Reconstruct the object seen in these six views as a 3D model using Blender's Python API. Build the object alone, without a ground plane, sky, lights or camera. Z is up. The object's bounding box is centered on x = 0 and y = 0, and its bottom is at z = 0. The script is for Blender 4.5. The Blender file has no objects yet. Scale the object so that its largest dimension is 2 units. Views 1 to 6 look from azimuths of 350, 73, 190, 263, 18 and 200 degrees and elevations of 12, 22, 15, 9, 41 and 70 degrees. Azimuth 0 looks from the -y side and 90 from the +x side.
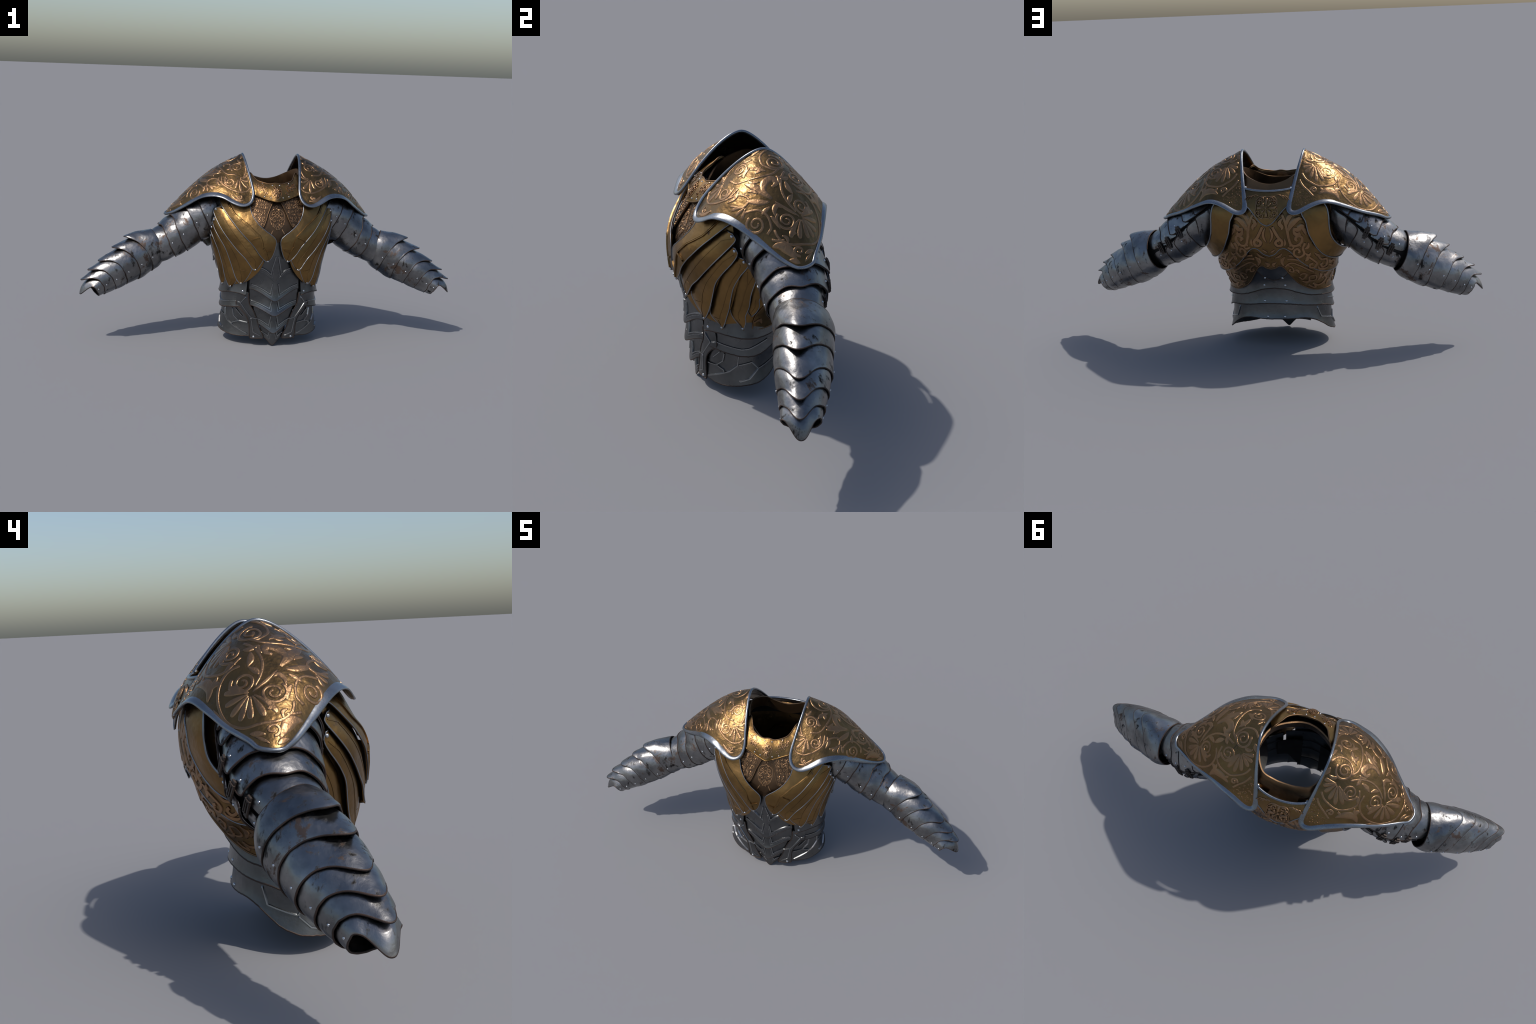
import math
import numpy as np

# ---------------------------------------------------------------- curves
def crom(pts, t):
    """Catmull-Rom through rows of pts; t in 0..1 (scalar or array), uniform knots."""
    p = np.asarray(pts, float)
    n = len(p) - 1
    t = np.clip(np.asarray(t, float), 0, 1) * n
    i = np.minimum(t.astype(int), n - 1)
    f = (t - i)[..., None]
    q = np.vstack([2 * p[0] - p[1], p, 2 * p[-1] - p[-2]])
    a, b, c, d = q[i], q[i + 1], q[i + 2], q[i + 3]
    return .5 * (2 * b + (c - a) * f + (2 * a - 5 * b + 4 * c - d) * f ** 2 + (3 * b - a - 3 * c + d) * f ** 3)

def table(rows, x):
    """Smooth (cubic Hermite) lookup of the columns of rows against the first column."""
    r = np.asarray(rows, float)
    k, v = r[:, 0], r[:, 1:]
    x = np.clip(np.asarray(x, float), k[0], k[-1])
    m = np.gradient(v, k, axis=0)
    i = np.clip(np.searchsorted(k, x, side='right') - 1, 0, len(k) - 2)
    h = (k[i + 1] - k[i])
    f = ((x - k[i]) / h)[..., None]
    h = h[..., None]
    return ((2 * f ** 3 - 3 * f ** 2 + 1) * v[i] + (f ** 3 - 2 * f ** 2 + f) * h * m[i]
            + (-2 * f ** 3 + 3 * f ** 2) * v[i + 1] + (f ** 3 - f ** 2) * h * m[i + 1])

# ---------------------------------------------------------------- torso
# height: half width, centre y, front y, back y, squareness
TORSO = [
    (-.02, .264, -.05, -.222, .130, 1.0),
    (.04, .262, -.05, -.225, .130, 1.0),
    (.16, .256, -.05, -.235, .130, 1.0),
    (.20, .252, -.05, -.240, .128, 1.0),
    (.30, .256, -.035, -.265, .148, 1.0),
    (.36, .272, -.02, -.280, .178, 1.0),
    (.41, .287, .02, -.290, .203, 1.0),
    (.45, .297, .03, -.292, .218, .98),
    (.50, .307, .03, -.296, .237, .95),
    (.55, .314, .02, -.297, .255, .92),
    (.60, .319, .01, -.293, .265, .88),
    (.65, .322, .0, -.277, .270, .86),
    (.70, .325, .0, -.249, .266, .85),
    (.75, .315, .0, -.222, .252, .85),
    (.80, .27, .0, -.190, .225, .88),
    (.84, .21, .0, -.165, .190, .92),
    (.90, .15, .02, -.115, .145, 1.0),
]

def torso(phi, z, off=0.):
    """phi 0 = front (-y), 90 = +x, 180 = back, in degrees; off = distance out from the body."""
    phi, z = np.broadcast_arrays(np.asarray(phi, float), np.asarray(z, float))
    c = table(TORSO, z)
    a, yc, yf, yb, e = (c[..., k] for k in range(5))
    s, k = np.sin(np.radians(phi)), np.cos(np.radians(phi))
    d = np.where(k > 0, yc - yf, yb - yc)
    off = np.asarray(off, float)
    x = (a + off) * np.sign(s) * np.abs(s) ** e
    y = yc - (d + off) * np.sign(k) * np.abs(k) ** e
    return np.stack([x, y, z + 0 * x], -1)

def torso_even(phi, z, off=0.):
    """Same body, with the angle measured evenly: used to lay relief on it without squeezing it."""
    phi, z = np.broadcast_arrays(np.asarray(phi, float), np.asarray(z, float))
    c = table(TORSO, z)
    a, yc, yf, yb, e = (c[..., k] for k in range(5))
    s, k = np.sin(np.radians(phi)), np.cos(np.radians(phi))
    d = np.where(k > 0, yc - yf, yb - yc)
    p = 2 / e
    n = (np.abs(s) ** p + np.abs(k) ** p) ** (1 / p)
    off = np.asarray(off, float)
    return np.stack([(a + off) * s / n, yc - (d + off) * k / n, z + 0 * a], -1)

def even(pts):
    """Angles of torso() turned into angles of torso_even()."""
    q = np.array(pts, float).reshape(-1, 2)
    e = table(TORSO, q[:, 1])[:, 4]
    s, k = np.sin(np.radians(q[:, 0])), np.cos(np.radians(q[:, 0]))
    ang = np.degrees(np.arctan2(np.sign(s) * np.abs(s) ** e, np.sign(k) * np.abs(k) ** e))
    ang = np.where((ang < 0) & (q[:, 0] > 90), ang + 360, ang)
    return np.stack([ang, q[:, 1]], -1)

# ---------------------------------------------------------------- shoulder plate
# u: front edge xyz, crest xyz, rear edge xyz, fullness of the front and of the rear slope
PAULDRON = [
    (0., .117, -.196, .803, .150, .045, .986, .100, .266, .741, 1.5, 1.45),
    (.02, .119, -.217, .774, .156, .045, .983, .104, .274, .733, 1.52, 1.46),
    (.05, .137, -.233, .750, .165, .045, .979, .114, .281, .726, 1.56, 1.48),
    (.09, .172, -.237, .743, .179, .045, .972, .137, .284, .724, 1.65, 1.5),
    (.18, .218, -.219, .757, .225, .047, .947, .190, .268, .750, 2.0, 1.6),
    (.33, .285, -.179, .790, .302, .050, .902, .267, .242, .772, 2.4, 1.7),
    (.50, .370, -.126, .779, .388, .050, .834, .350, .207, .745, 2.6, 1.85),
    (.68, .447, -.063, .723, .465, .050, .760, .438, .163, .704, 2.6, 2.0),
    (.84, .512, -.005, .674, .526, .055, .694, .508, .119, .678, 2.4, 2.0),
    (1., .546, .030, .656, .556, .060, .654, .540, .100, .660, 2.2, 2.0),
]

def pauldron(u, v, off=0.):
    """u 0 = neck .. 1 = outer point, v -1 = front edge .. 1 = rear edge."""
    u, v = np.broadcast_arrays(np.asarray(u, float), np.asarray(v, float))
    def raw(u, v):
        c = table(PAULDRON, u)
        F, C, R = c[..., 0:3], c[..., 3:6], c[..., 6:9]
        w = v[..., None]
        m = 1 / (1 + np.exp(np.clip(w * 14, -40, 40)))
        k = c[..., 9:10] * m + c[..., 10:11] * (1 - m)
        return F + (R - F) * (w + 1) / 2 + (C - (F + R) / 2) * (1 - (w * w + .003) ** (k / 2))
    p = raw(u, v)
    if np.any(off):
        h = .004
        n = np.cross(raw(np.minimum(u + h, 1), v) - raw(np.maximum(u - h, 0), v), raw(u, v + h) - raw(u, v - h))
        n /= np.linalg.norm(n, axis=-1, keepdims=True) + 1e-12
        n *= np.sign(n[..., 2:3] + n[..., 0:1] * .7 + 1e-9)
        p = p + n * np.asarray(off, float)[..., None]
    return p

import bpy
from mathutils import Vector, Matrix, noise as mnoise

rng = np.random.default_rng(7)

# ================================================================ materials
def new_mat(name):
    m = bpy.data.materials.new(name)
    m.use_nodes = True
    nt = m.node_tree
    b = nt.nodes['Principled BSDF']
    return m, nt, b

def nd(nt, kind, **kw):
    n = nt.nodes.new(kind)
    for k, v in kw.items():
        if k in n.inputs:
            n.inputs[k].default_value = v
        else:
            setattr(n, k, v)
    return n

def noise_node(nt, co, scale, detail=6., rough=.6, stretch=None, dist=0., seed=0.):
    src = co
    if stretch or seed:
        mp = nd(nt, 'ShaderNodeMapping')
        mp.inputs['Scale'].default_value = stretch or (1, 1, 1)
        mp.inputs['Location'].default_value = (seed, seed * .7, -seed)
        nt.links.new(co, mp.inputs['Vector'])
        src = mp.outputs['Vector']
    n = nd(nt, 'ShaderNodeTexNoise', Scale=scale, Detail=detail, Roughness=rough, Distortion=dist)
    nt.links.new(src, n.inputs['Vector'])
    return n.outputs['Fac']

def ramp(nt, fac, stops):
    r = nd(nt, 'ShaderNodeValToRGB')
    e = r.color_ramp.elements
    while len(e) < len(stops):
        e.new(.5)
    for el, (p, c) in zip(e, stops):
        el.position = p
        el.color = (c, c, c, 1) if isinstance(c, (int, float)) else (*c, 1)
    nt.links.new(fac, r.inputs['Fac'])
    return r.outputs['Color']

def mix(nt, fac, a, b, mode='MIX'):
    m = nd(nt, 'ShaderNodeMix', data_type='RGBA', blend_type=mode)
    for sock, val in ((m.inputs[0], fac), (m.inputs[6], a), (m.inputs[7], b)):
        if hasattr(val, 'is_linked'):
            nt.links.new(val, sock)
        elif isinstance(val, (int, float)):
            sock.default_value = val
        else:
            sock.default_value = (*val, 1)
    return m.outputs[2]

def metal(name, light, dark, worn=None, worn_at=.64, pit=None, pit_at=.66, rough=(.3, .5),
          metallic=.95, bump=.12, grain=70., dent=9., dent_strength=.15, seed=0.):
    """Worked metal: two tones in soft clouds, optional worn patches, streaky pits, dents and grain."""
    m, nt, b = new_mat(name)
    co = nd(nt, 'ShaderNodeTexCoord').outputs['Object']
    cloud = noise_node(nt, co, 7., 5., .6, seed=seed + .3)
    col = ramp(nt, cloud, [(.32, dark), (.66, light)])
    rg = ramp(nt, noise_node(nt, co, 16., 6., .65, seed=seed + 2.), [(.3, rough[0]), (.7, rough[1])])
    met = metallic
    if worn:
        w = ramp(nt, noise_node(nt, co, 11., 8., .72, dist=.4, seed=seed + 5.), [(worn_at, 0.), (worn_at + .05, 1.)])
        col = mix(nt, w, col, worn)
        rg = mix(nt, w, rg, (.6, .6, .6))
    if pit:
        p = ramp(nt, noise_node(nt, co, 20., 6., .62, stretch=(1.6, 1.6, .7), seed=seed + 9.), [(pit_at, 0.), (pit_at + .09, 1.)])
        col = mix(nt, p, col, pit)
        rg = mix(nt, p, rg, (.7, .7, .7))
    nt.links.new(col, b.inputs['Base Color'])
    nt.links.new(rg, b.inputs['Roughness'])
    b.inputs['Metallic'].default_value = met
    fine = noise_node(nt, co, grain, 5., .6, seed=seed + 1.)
    big = noise_node(nt, co, dent, 3., .5, seed=seed + 4.)
    b1 = nd(nt, 'ShaderNodeBump', Strength=bump, Distance=.004)
    nt.links.new(fine, b1.inputs['Height'])
    b2 = nd(nt, 'ShaderNodeBump', Strength=dent_strength, Distance=.02)
    nt.links.new(big, b2.inputs['Height'])
    nt.links.new(b1.outputs['Normal'], b2.inputs['Normal'])
    nt.links.new(b2.outputs['Normal'], b.inputs['Normal'])
    return m

STEEL = metal('worn_steel', (.290, .288, .288), (.120, .122, .127), worn=(.135, .098, .08), worn_at=.575,
              pit=(.035, .032, .030), pit_at=.585, rough=(.24, .42), metallic=1., bump=.2, dent=11., dent_strength=.3)
IRON = metal('dark_iron', (.138, .140, .143), (.084, .086, .088), worn=(.075, .058, .05), worn_at=.66,
             pit=(.035, .035, .036), pit_at=.67, rough=(.24, .38), metallic=.95, bump=.15, dent=9., dent_strength=.15, seed=3.)
GLINT_LINE = metal('glint_lightened_iron', (.31, .318, .325), (.19, .195, .20), rough=(.2, .32), metallic=1., bump=.08, dent_strength=.05, seed=5.)  # iron tone lightened to paint the glint along raised lines
BRASS = metal('aged_brass', (.245, .141, .050), (.145, .087, .034), worn=(.115, .078, .055), worn_at=.63,
              rough=(.27, .45), bump=.15, dent=14., dent_strength=.3, seed=7.)
OLIVE = metal('olive_bronze_ground', (.205, .121, .047), (.105, .067, .030), worn=(.062, .048, .038), worn_at=.62, rough=(.25, .42), bump=.2, grain=110., dent=16., dent_strength=.35, seed=11.)
COPPER = metal('copper_relief', (.320, .185, .094), (.215, .128, .069), worn=(.15, .098, .065), worn_at=.64, rough=(.27, .45), bump=.25, grain=120., dent=22., dent_strength=.25, seed=13.)
BROWN = metal('brown_bronze', (.205, .118, .06), (.14, .085, .045), rough=(.34, .52), bump=.2, seed=17.)
SILVER = metal('bright_steel_trim', (.27, .288, .312), (.17, .184, .205), rough=(.22, .36), bump=.08, dent=12., dent_strength=.12, seed=19.)
UMBER = metal('umber_ground', (.10, .060, .034), (.065, .041, .025), rough=(.35, .5), bump=.2, seed=41.)  # bronze darkened to bake the recess shading into the chest panels
OUTLINE_DARK = metal('dark_outline_tone', (.050, .036, .022), (.030, .022, .015), rough=(.5, .7), metallic=.7, bump=.2, seed=43.)  # dark tone of the outlines drawn around ornaments and wing lines
TRIM = metal('worn_edge', (.27, .285, .31), (.17, .18, .20), rough=(.26, .4), bump=.1, seed=21.)
RUST = metal('rusty_edge', (.075, .048, .037), (.032, .025, .022), rough=(.5, .7), metallic=.6, bump=.4, seed=23.)
RIVET = metal('polished_rivet', (.55, .57, .60), (.42, .44, .47), rough=(.2, .3), bump=.02, dent_strength=.02, seed=29.)
DARK = metal('near_black_lining', (.022, .02, .018), (.012, .012, .012), rough=(.5, .7), metallic=.4, seed=31.)
LEATHER = metal('dark_buckle_leather', (.06, .042, .032), (.032, .025, .022), rough=(.45, .65), metallic=.3, bump=.4, seed=37.)

# ================================================================ mesh making
root = bpy.data.objects.new('plate_armor', None)
bpy.context.scene.collection.objects.link(root)
root['label'] = 'gilded fantasy torso armor with steel lobster-plate arms and engraved shoulders'
root['category'] = 'body armor'

def make(name, V, F, mat, parent=root, side=1, sharp=40., kind=None):
    V = np.asarray(V, float).reshape(-1, 3)
    if side < 0:
        V = V * [-1, 1, 1]
        F = [f[::-1] for f in F]
    me = bpy.data.meshes.new(name)
    me.from_pydata(V.tolist(), [], [list(map(int, f)) for f in F])
    me.materials.append(mat)
    me.polygons.foreach_set('use_smooth', [True] * len(me.polygons))
    me.update()
    if sharp:
        me.set_sharp_from_angle(angle=math.radians(sharp))
    ob = bpy.data.objects.new(name, me)
    bpy.context.scene.collection.objects.link(ob)
    ob.parent = parent
    if kind:
        ob['kind'] = kind
    return ob

def grid_faces(n, m, base=0, closed=False, flip=False):
    F = []
    mm = m if closed else m - 1
    for i in range(n - 1):
        for j in range(mm):
            k = (j + 1) % m
            q = (base + i * m + j, base + (i + 1) * m + j, base + (i + 1) * m + k, base + i * m + k)
            F.append(q[::-1] if flip else q)
    return F

def grid_normals(P, closed=False):
    if closed:
        Q = np.concatenate([P[:, -1:], P, P[:, :1]], 1)
        dv = (Q[:, 2:] - Q[:, :-2])
    else:
        dv = np.gradient(P, axis=1)
    du = np.gradient(P, axis=0)
    n = np.cross(du, dv)
    return n / (np.linalg.norm(n, axis=-1, keepdims=True) + 1e-12)

def plate(P, thick=.005, closed=False, outward=None):
    """Sheet of metal with real thickness from a grid of points on its outer face."""
    n, m = P.shape[:2]
    N = grid_normals(P, closed)
    ref = outward if outward is not None else P - P.reshape(-1, 3).mean(0)
    sgn = np.sign((N * ref).sum(-1).mean()) or 1.
    N = N * sgn
    Q = P - N * thick
    V = np.concatenate([P.reshape(-1, 3), Q.reshape(-1, 3)])
    fl = sgn < 0
    F = grid_faces(n, m, 0, closed, fl) + grid_faces(n, m, n * m, closed, not fl)
    o = n * m
    def wall(idx, loop=False):
        r = list(zip(idx, idx[1:])) + ([(idx[-1], idx[0])] if loop else [])
        for a, b in r:
            q = (a, b, b + o, a + o)
            F.append(q)
    top = list(range(m)); bot = [(n - 1) * m + j for j in range(m)]
    if closed:
        wall(top, True); wall(bot, True)
    else:
        wall(top); wall(bot)
        wall([i * m for i in range(n)]); wall([i * m + m - 1 for i in range(n)])
    return V, F, N

def hammered(P, amp, freq, seed=0., outward=None):
    """Shallow dents: push the sheet in and out along its normals with noise."""
    N = grid_normals(P)
    d = np.array([mnoise.noise(Vector(p * freq) + Vector((seed, -seed, seed * .5))) for p in P.reshape(-1, 3)]).reshape(P.shape[:2])
    return P + N * (amp * d)[..., None]

def fix_normals(ob):
    import bmesh
    bm = bmesh.new(); bm.from_mesh(ob.data)
    bmesh.ops.remove_doubles(bm, verts=bm.verts, dist=1e-5)
    bmesh.ops.recalc_face_normals(bm, faces=bm.faces)
    bm.to_mesh(ob.data); bm.free()
    return ob

def tube(path, rad, k=8, closed=False, flat=None, up=None, cap=True):
    """Bead along a path; flat = (normals, ratio) squashes it along the normals."""
    P = np.asarray(path, float)
    n = len(P)
    if closed:
        T = np.roll(P, -1, 0) - np.roll(P, 1, 0)
    else:
        T = np.gradient(P, axis=0)
    T /= np.linalg.norm(T, axis=1, keepdims=True) + 1e-12
    if up is None:
        up = np.tile([0.13, .2, .97], (n, 1))
    A = np.cross(T, up); A /= np.linalg.norm(A, axis=1, keepdims=True) + 1e-12
    B = np.cross(A, T)
    ra = np.broadcast_to(np.asarray(rad, float), (n,))
    rb = ra if flat is None else np.broadcast_to(np.asarray(flat, float), (n,))
    an = np.linspace(0, 2 * np.pi, k, endpoint=False)
    V = P[:, None] + A[:, None] * (np.cos(an)[None, :, None] * ra[:, None, None]) + B[:, None] * (np.sin(an)[None, :, None] * rb[:, None, None])
    F = grid_faces(n, k, 0, True)
    if closed:
        F += [((n - 1) * k + j, j, (j + 1) % k, (n - 1) * k + (j + 1) % k) for j in range(k)]
    elif cap:
        F += [tuple(range(k)), tuple((n - 1) * k + j for j in range(k))[::-1]]
    return V.reshape(-1, 3), F

def joined(parts):
    V, F, o = [], [], 0
    for v, f in parts:
        v = np.asarray(v).reshape(-1, 3)
        V.append(v); F += [tuple(i + o for i in q) for q in f]; o += len(v)
    return np.concatenate(V), F

def smooth_path(pts, n, closed=False):
    p = np.asarray(pts, float)
    if closed:
        p = np.vstack([p[-1:], p, p[:2]])
        q = crom(p, np.linspace(1 / (len(p) - 1), 1 - 1 / (len(p) - 1), n, endpoint=False))
        return q
    return crom(p, np.linspace(0, 1, n))

def resample(P, n):
    d = np.r_[0, np.cumsum(np.linalg.norm(np.diff(P, axis=0), axis=1))]
    t = np.linspace(0, d[-1], n)
    return np.stack([np.interp(t, d, P[:, k]) for k in range(P.shape[1])], -1)

# rivets share one mesh
def rivet_mesh():
    k, rings = 12, 5
    V = [(0, 0, .0052)]
    F = []
    for i in range(1, rings + 1):
        a = i / rings * math.pi / 2
        for j in range(k):
            t = 2 * math.pi * j / k
            V.append((.0066 * math.sin(a) * math.cos(t), .0066 * math.sin(a) * math.sin(t), .0052 * math.cos(a) - (.002 if i == rings else 0)))
    for j in range(k):
        F.append((0, 1 + j, 1 + (j + 1) % k))
    for i in range(rings - 1):
        for j in range(k):
            a = 1 + i * k
            F.append((a + j, a + k + j, a + k + (j + 1) % k, a + (j + 1) % k))
    me = bpy.data.meshes.new('rivet')
    me.from_pydata(V, [], F)
    me.materials.append(RIVET)
    me.polygons.foreach_set('use_smooth', [True] * len(me.polygons))
    return me
RIVET_MESH = rivet_mesh()

def rivet(p, n, parent, side=1, size=1.):
    p, n = np.array(p, float), np.array(n, float)
    if side < 0:
        p, n = p * [-1, 1, 1], n * [-1, 1, 1]
    ob = bpy.data.objects.new('rivet', RIVET_MESH)
    bpy.context.scene.collection.objects.link(ob)
    ob.parent = parent
    q = Vector(n).to_track_quat('Z', 'Y')
    ob.matrix_local = Matrix.Translation(Vector(p)) @ q.to_matrix().to_4x4() @ Matrix.Scale(size, 4)
    return ob

# ================================================================ relief on a surface S(u, v, off)
def jac(S, uv):
    h = np.array(S.step)
    u, v = uv[:, 0], uv[:, 1]
    Pu = (S(u + h[0], v, 0 * u) - S(u - h[0], v, 0 * u)) / (2 * h[0])
    Pv = (S(u, v + h[1], 0 * u) - S(u, v - h[1], 0 * u)) / (2 * h[1])
    n = np.cross(Pu, Pv)
    n /= np.linalg.norm(n, axis=-1, keepdims=True) + 1e-12
    return Pu, Pv, n

def to_uv(Pu, Pv, d):
    a, b, c = (Pu * Pu).sum(-1), (Pu * Pv).sum(-1), (Pv * Pv).sum(-1)
    e, f = (Pu * d).sum(-1), (Pv * d).sum(-1)
    det = a * c - b * b + 1e-12
    return np.stack([(c * e - b * f) / det, (a * f - b * e) / det], -1)

LOG = []
def dark_outlines(name, parent, side=1, extra=.0018, height=.0008):
    """Low dark ribbon outlining all relief laid since the last call."""
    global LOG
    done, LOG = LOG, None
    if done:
        make(name, *joined([ribbon(S, uv, w + extra, height, 5, .7) for S, uv, w in done]), OUTLINE_DARK, parent, side, kind='stuff')
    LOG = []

def ribbon(S, path, width, height=.003, cross=7, shape=.45, sink=.0015):
    """Raised band along a path of surface coordinates; width in metres, tapered or leaf shaped."""
    uv = np.asarray(path, float)
    n = len(uv)
    if LOG is not None:
        LOG.append((S, uv, np.asarray(width, float)))
    w = np.broadcast_to(np.asarray(width, float), (n,))
    P = S(uv[:, 0], uv[:, 1], np.zeros(n))
    T = np.gradient(P, axis=0)
    T /= np.linalg.norm(T, axis=-1, keepdims=True) + 1e-12
    Pu, Pv, N = jac(S, uv)
    B = np.cross(N, T)
    d = to_uv(Pu, Pv, B)
    c = np.linspace(-1, 1, cross)
    prof = (1 - np.abs(c) ** 6) ** shape
    q = uv[:, None] + d[:, None] * (w[:, None] * c[None])[..., None]
    off = height * prof[None] * np.minimum(1, w[:, None] / .0035) - sink * (1 - prof[None])
    off[0] = off[-1] = -sink
    V = S(q[..., 0], q[..., 1], off)
    F = grid_faces(n, cross)
    V = V.reshape(-1, 3)
    return V, F

def local(S, uv0):
    uv0 = np.array(uv0, float)
    Pu, Pv, N = jac(S, uv0[None])
    e1 = Pu / np.linalg.norm(Pu)
    e2 = np.cross(N, e1)
    def f(xy):
        xy = np.asarray(xy, float)
        d = xy[:, :1] * e1 + xy[:, 1:] * e2
        k = len(xy)
        return uv0 + to_uv(np.repeat(Pu, k, 0), np.repeat(Pv, k, 0), d)
    return f

def spiral(S, c, r, turns=1.6, start=0., spin=1, w=.0045, h=.003, bulb=True, n=44):
    t = np.linspace(0, 1, n)
    rad = r * (1 - t) ** .85 + .1 * r * t
    a = math.radians(start) + spin * t * turns * 2 * math.pi
    path = local(S, c)(np.stack([rad * np.cos(a), rad * np.sin(a)], -1))
    ww = w * (1 - .35 * t)
    if bulb:
        ww = ww + w * .55 * np.exp(-((t - .97) / .05) ** 2)
    return ribbon(S, path, ww, h)

def petal(S, base, tip, w, h=.003, n=12, bend=0.):
    b, t = np.array(base, float), np.array(tip, float)
    s = np.linspace(0.06, 1, n)
    nrm = np.array([-(t - b)[1], (t - b)[0]])
    path = b + (t - b) * s[:, None] + nrm * (bend * np.sin(np.pi * s))[:, None]
    k = np.sin(np.pi * s ** 1.9 * .93) ** .8
    return ribbon(S, path, w * (.22 + .78 * k) * np.where(s > .985, .45, 1), h)

def leaf(S, pts, w, h=.003, n=18, peak=.45):
    path = smooth_path(pts, n)
    s = np.linspace(0, 1, n)
    k = np.where(s < peak, s / peak, (1 - s) / (1 - peak))
    return ribbon(S, path, w * (.12 + .88 * np.sin(k * np.pi / 2)), h)

def stem(S, pts, w=.004, h=.003, n=30, taper=0.):
    s = np.linspace(0, 1, n)
    return ribbon(S, smooth_path(pts, n), w * (1 - taper * s), h)

# ================================================================ surfaces for relief
class Surf:
    def __init__(self, fn, step):
        self.fn, self.step = fn, step
    def __call__(self, u, v, off):
        return self.fn(u, v, off)

# relief surfaces are oriented so that du x dv points out of the armor
def body(lift):
    return Surf(lambda u, v, o: torso_even(u, v, o + lift), (.2, .002))
S_PAUL = Surf(lambda u, v, o: pauldron(np.clip(u, 0, 1), np.clip(v, -1, 1), o + 1e-7), (.003, .004))

def lut(rows, x):
    r = np.asarray(rows, float)
    o = np.argsort(r[:, 0])
    r = r[o]
    return table(r, x)[..., 0] if len(r) > 2 else np.interp(x, r[:, 0], r[:, 1])

def edge_bead(name, path, rad, mat, parent, side, closed=False):
    V, F = tube(path, rad, 6, closed)
    return make(name, V, F, mat, parent, side, sharp=0)

# ================================================================ waist
# own, slightly tighter body under the gilded layer
WAIST = [
    (-.02, .258, -.05, -.213, .124, 1.0),
    (.04, .256, -.05, -.216, .124, 1.0),
    (.16, .248, -.05, -.224, .122, 1.0),
    (.25, .248, -.047, -.232, .124, 1.0),
    (.33, .248, -.042, -.240, .130, 1.0),
    (.40, .250, -.035, -.246, .158, 1.0),
    (.48, .255, -.02, -.256, .200, 1.0),
]
def waist(phi, z, off=0.):
    phi, z = np.broadcast_arrays(np.asarray(phi, float), np.asarray(z, float))
    c = table(WAIST, z)
    a, yc, yf, yb, e = (c[..., k] for k in range(5))
    s, k = np.sin(np.radians(phi)), np.cos(np.radians(phi))
    d = np.where(k > 0, yc - yf, yb - yc)
    return np.stack([(a + off) * s, yc - (d + off) * k, z + 0 * a], -1)

def band(name, low, top, first, flare, lift, mat, hook=.4):
    """Plate that wraps round the back from one front corner to the other."""
    half = np.linspace(first, 180, 70)
    ph = np.r_[half, 360 - half[-2::-1]]
    zl = lut(low, np.where(ph > 180, 360 - ph, ph))
    t = np.linspace(0, 1, 14)
    Z = zl[:, None] + (top - zl[:, None]) * (1 - t[None])
    off = lift + flare * t[None] ** 3 + 0 * Z
    ragged = np.array([mnoise.noise(Vector((p * .35, zl_ * 9, 3.))) for p, zl_ in zip(ph, zl)]) * .0018
    Z = Z + ragged[:, None] * t[None] ** 4
    P = waist(ph[:, None], Z, off)
    V, F, N = plate(P, .005, outward=P - np.array([0, -.04, 0]) * 1. - P * [0, 0, 1])
    ob = fix_normals(make(name, V, F, mat))
    edge_bead('rusty_rim', P[:, -1] - N[:, -1] * .0022, .0032, RUST, ob, 1)
    return ob, P, N

LOW_C = [(28, .050), (44, .045), (54, .047), (67, .053), (80, .059), (95, .066), (105, .078), (112, .090), (120, .110), (130, .135), (141, .154), (165, .160), (180, .160)]
LOW_B = [(40, .206), (46, .203), (60, .195), (73, .187), (88, .183), (100, .190), (118, .211), (133, .219), (152, .230), (164, .238), (180, .242)]
LOW_A = [(34, .272), (40, .277), (46, .280), (60, .276), (75, .265), (90, .261), (104, .263), (127, .270), (142, .279), (155, .296), (167, .315), (180, .323)]
skirt, PC, NC = band('waist_plate', LOW_C, .262, 26, .012, .001, IRON)
mid_band, PB, NB = band('waist_plate', LOW_B, .34, 38, .012, .004, IRON)
top_band, PA, NA = band('waist_plate', LOW_A, .42, 33.5, .013, .006, IRON)

S_WAIST = Surf(lambda u, v, o: waist(u, v, o), (.2, .002))
def on_waist(lift):
    return Surf(lambda u, v, o: waist(u, v, o + lift), (.2, .002))

def banded(low, top, lift):
    """Surface of a waist plate including its flared lower edge."""
    def f(u, v, o):
        zl = lut(low, np.clip(u, low[0][0], 180))
        t = np.clip((top - v) / (top - zl), 0, 1)
        return waist(u, v, o + lift + .012 * t ** 3)
    return Surf(f, (.2, .002))

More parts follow.
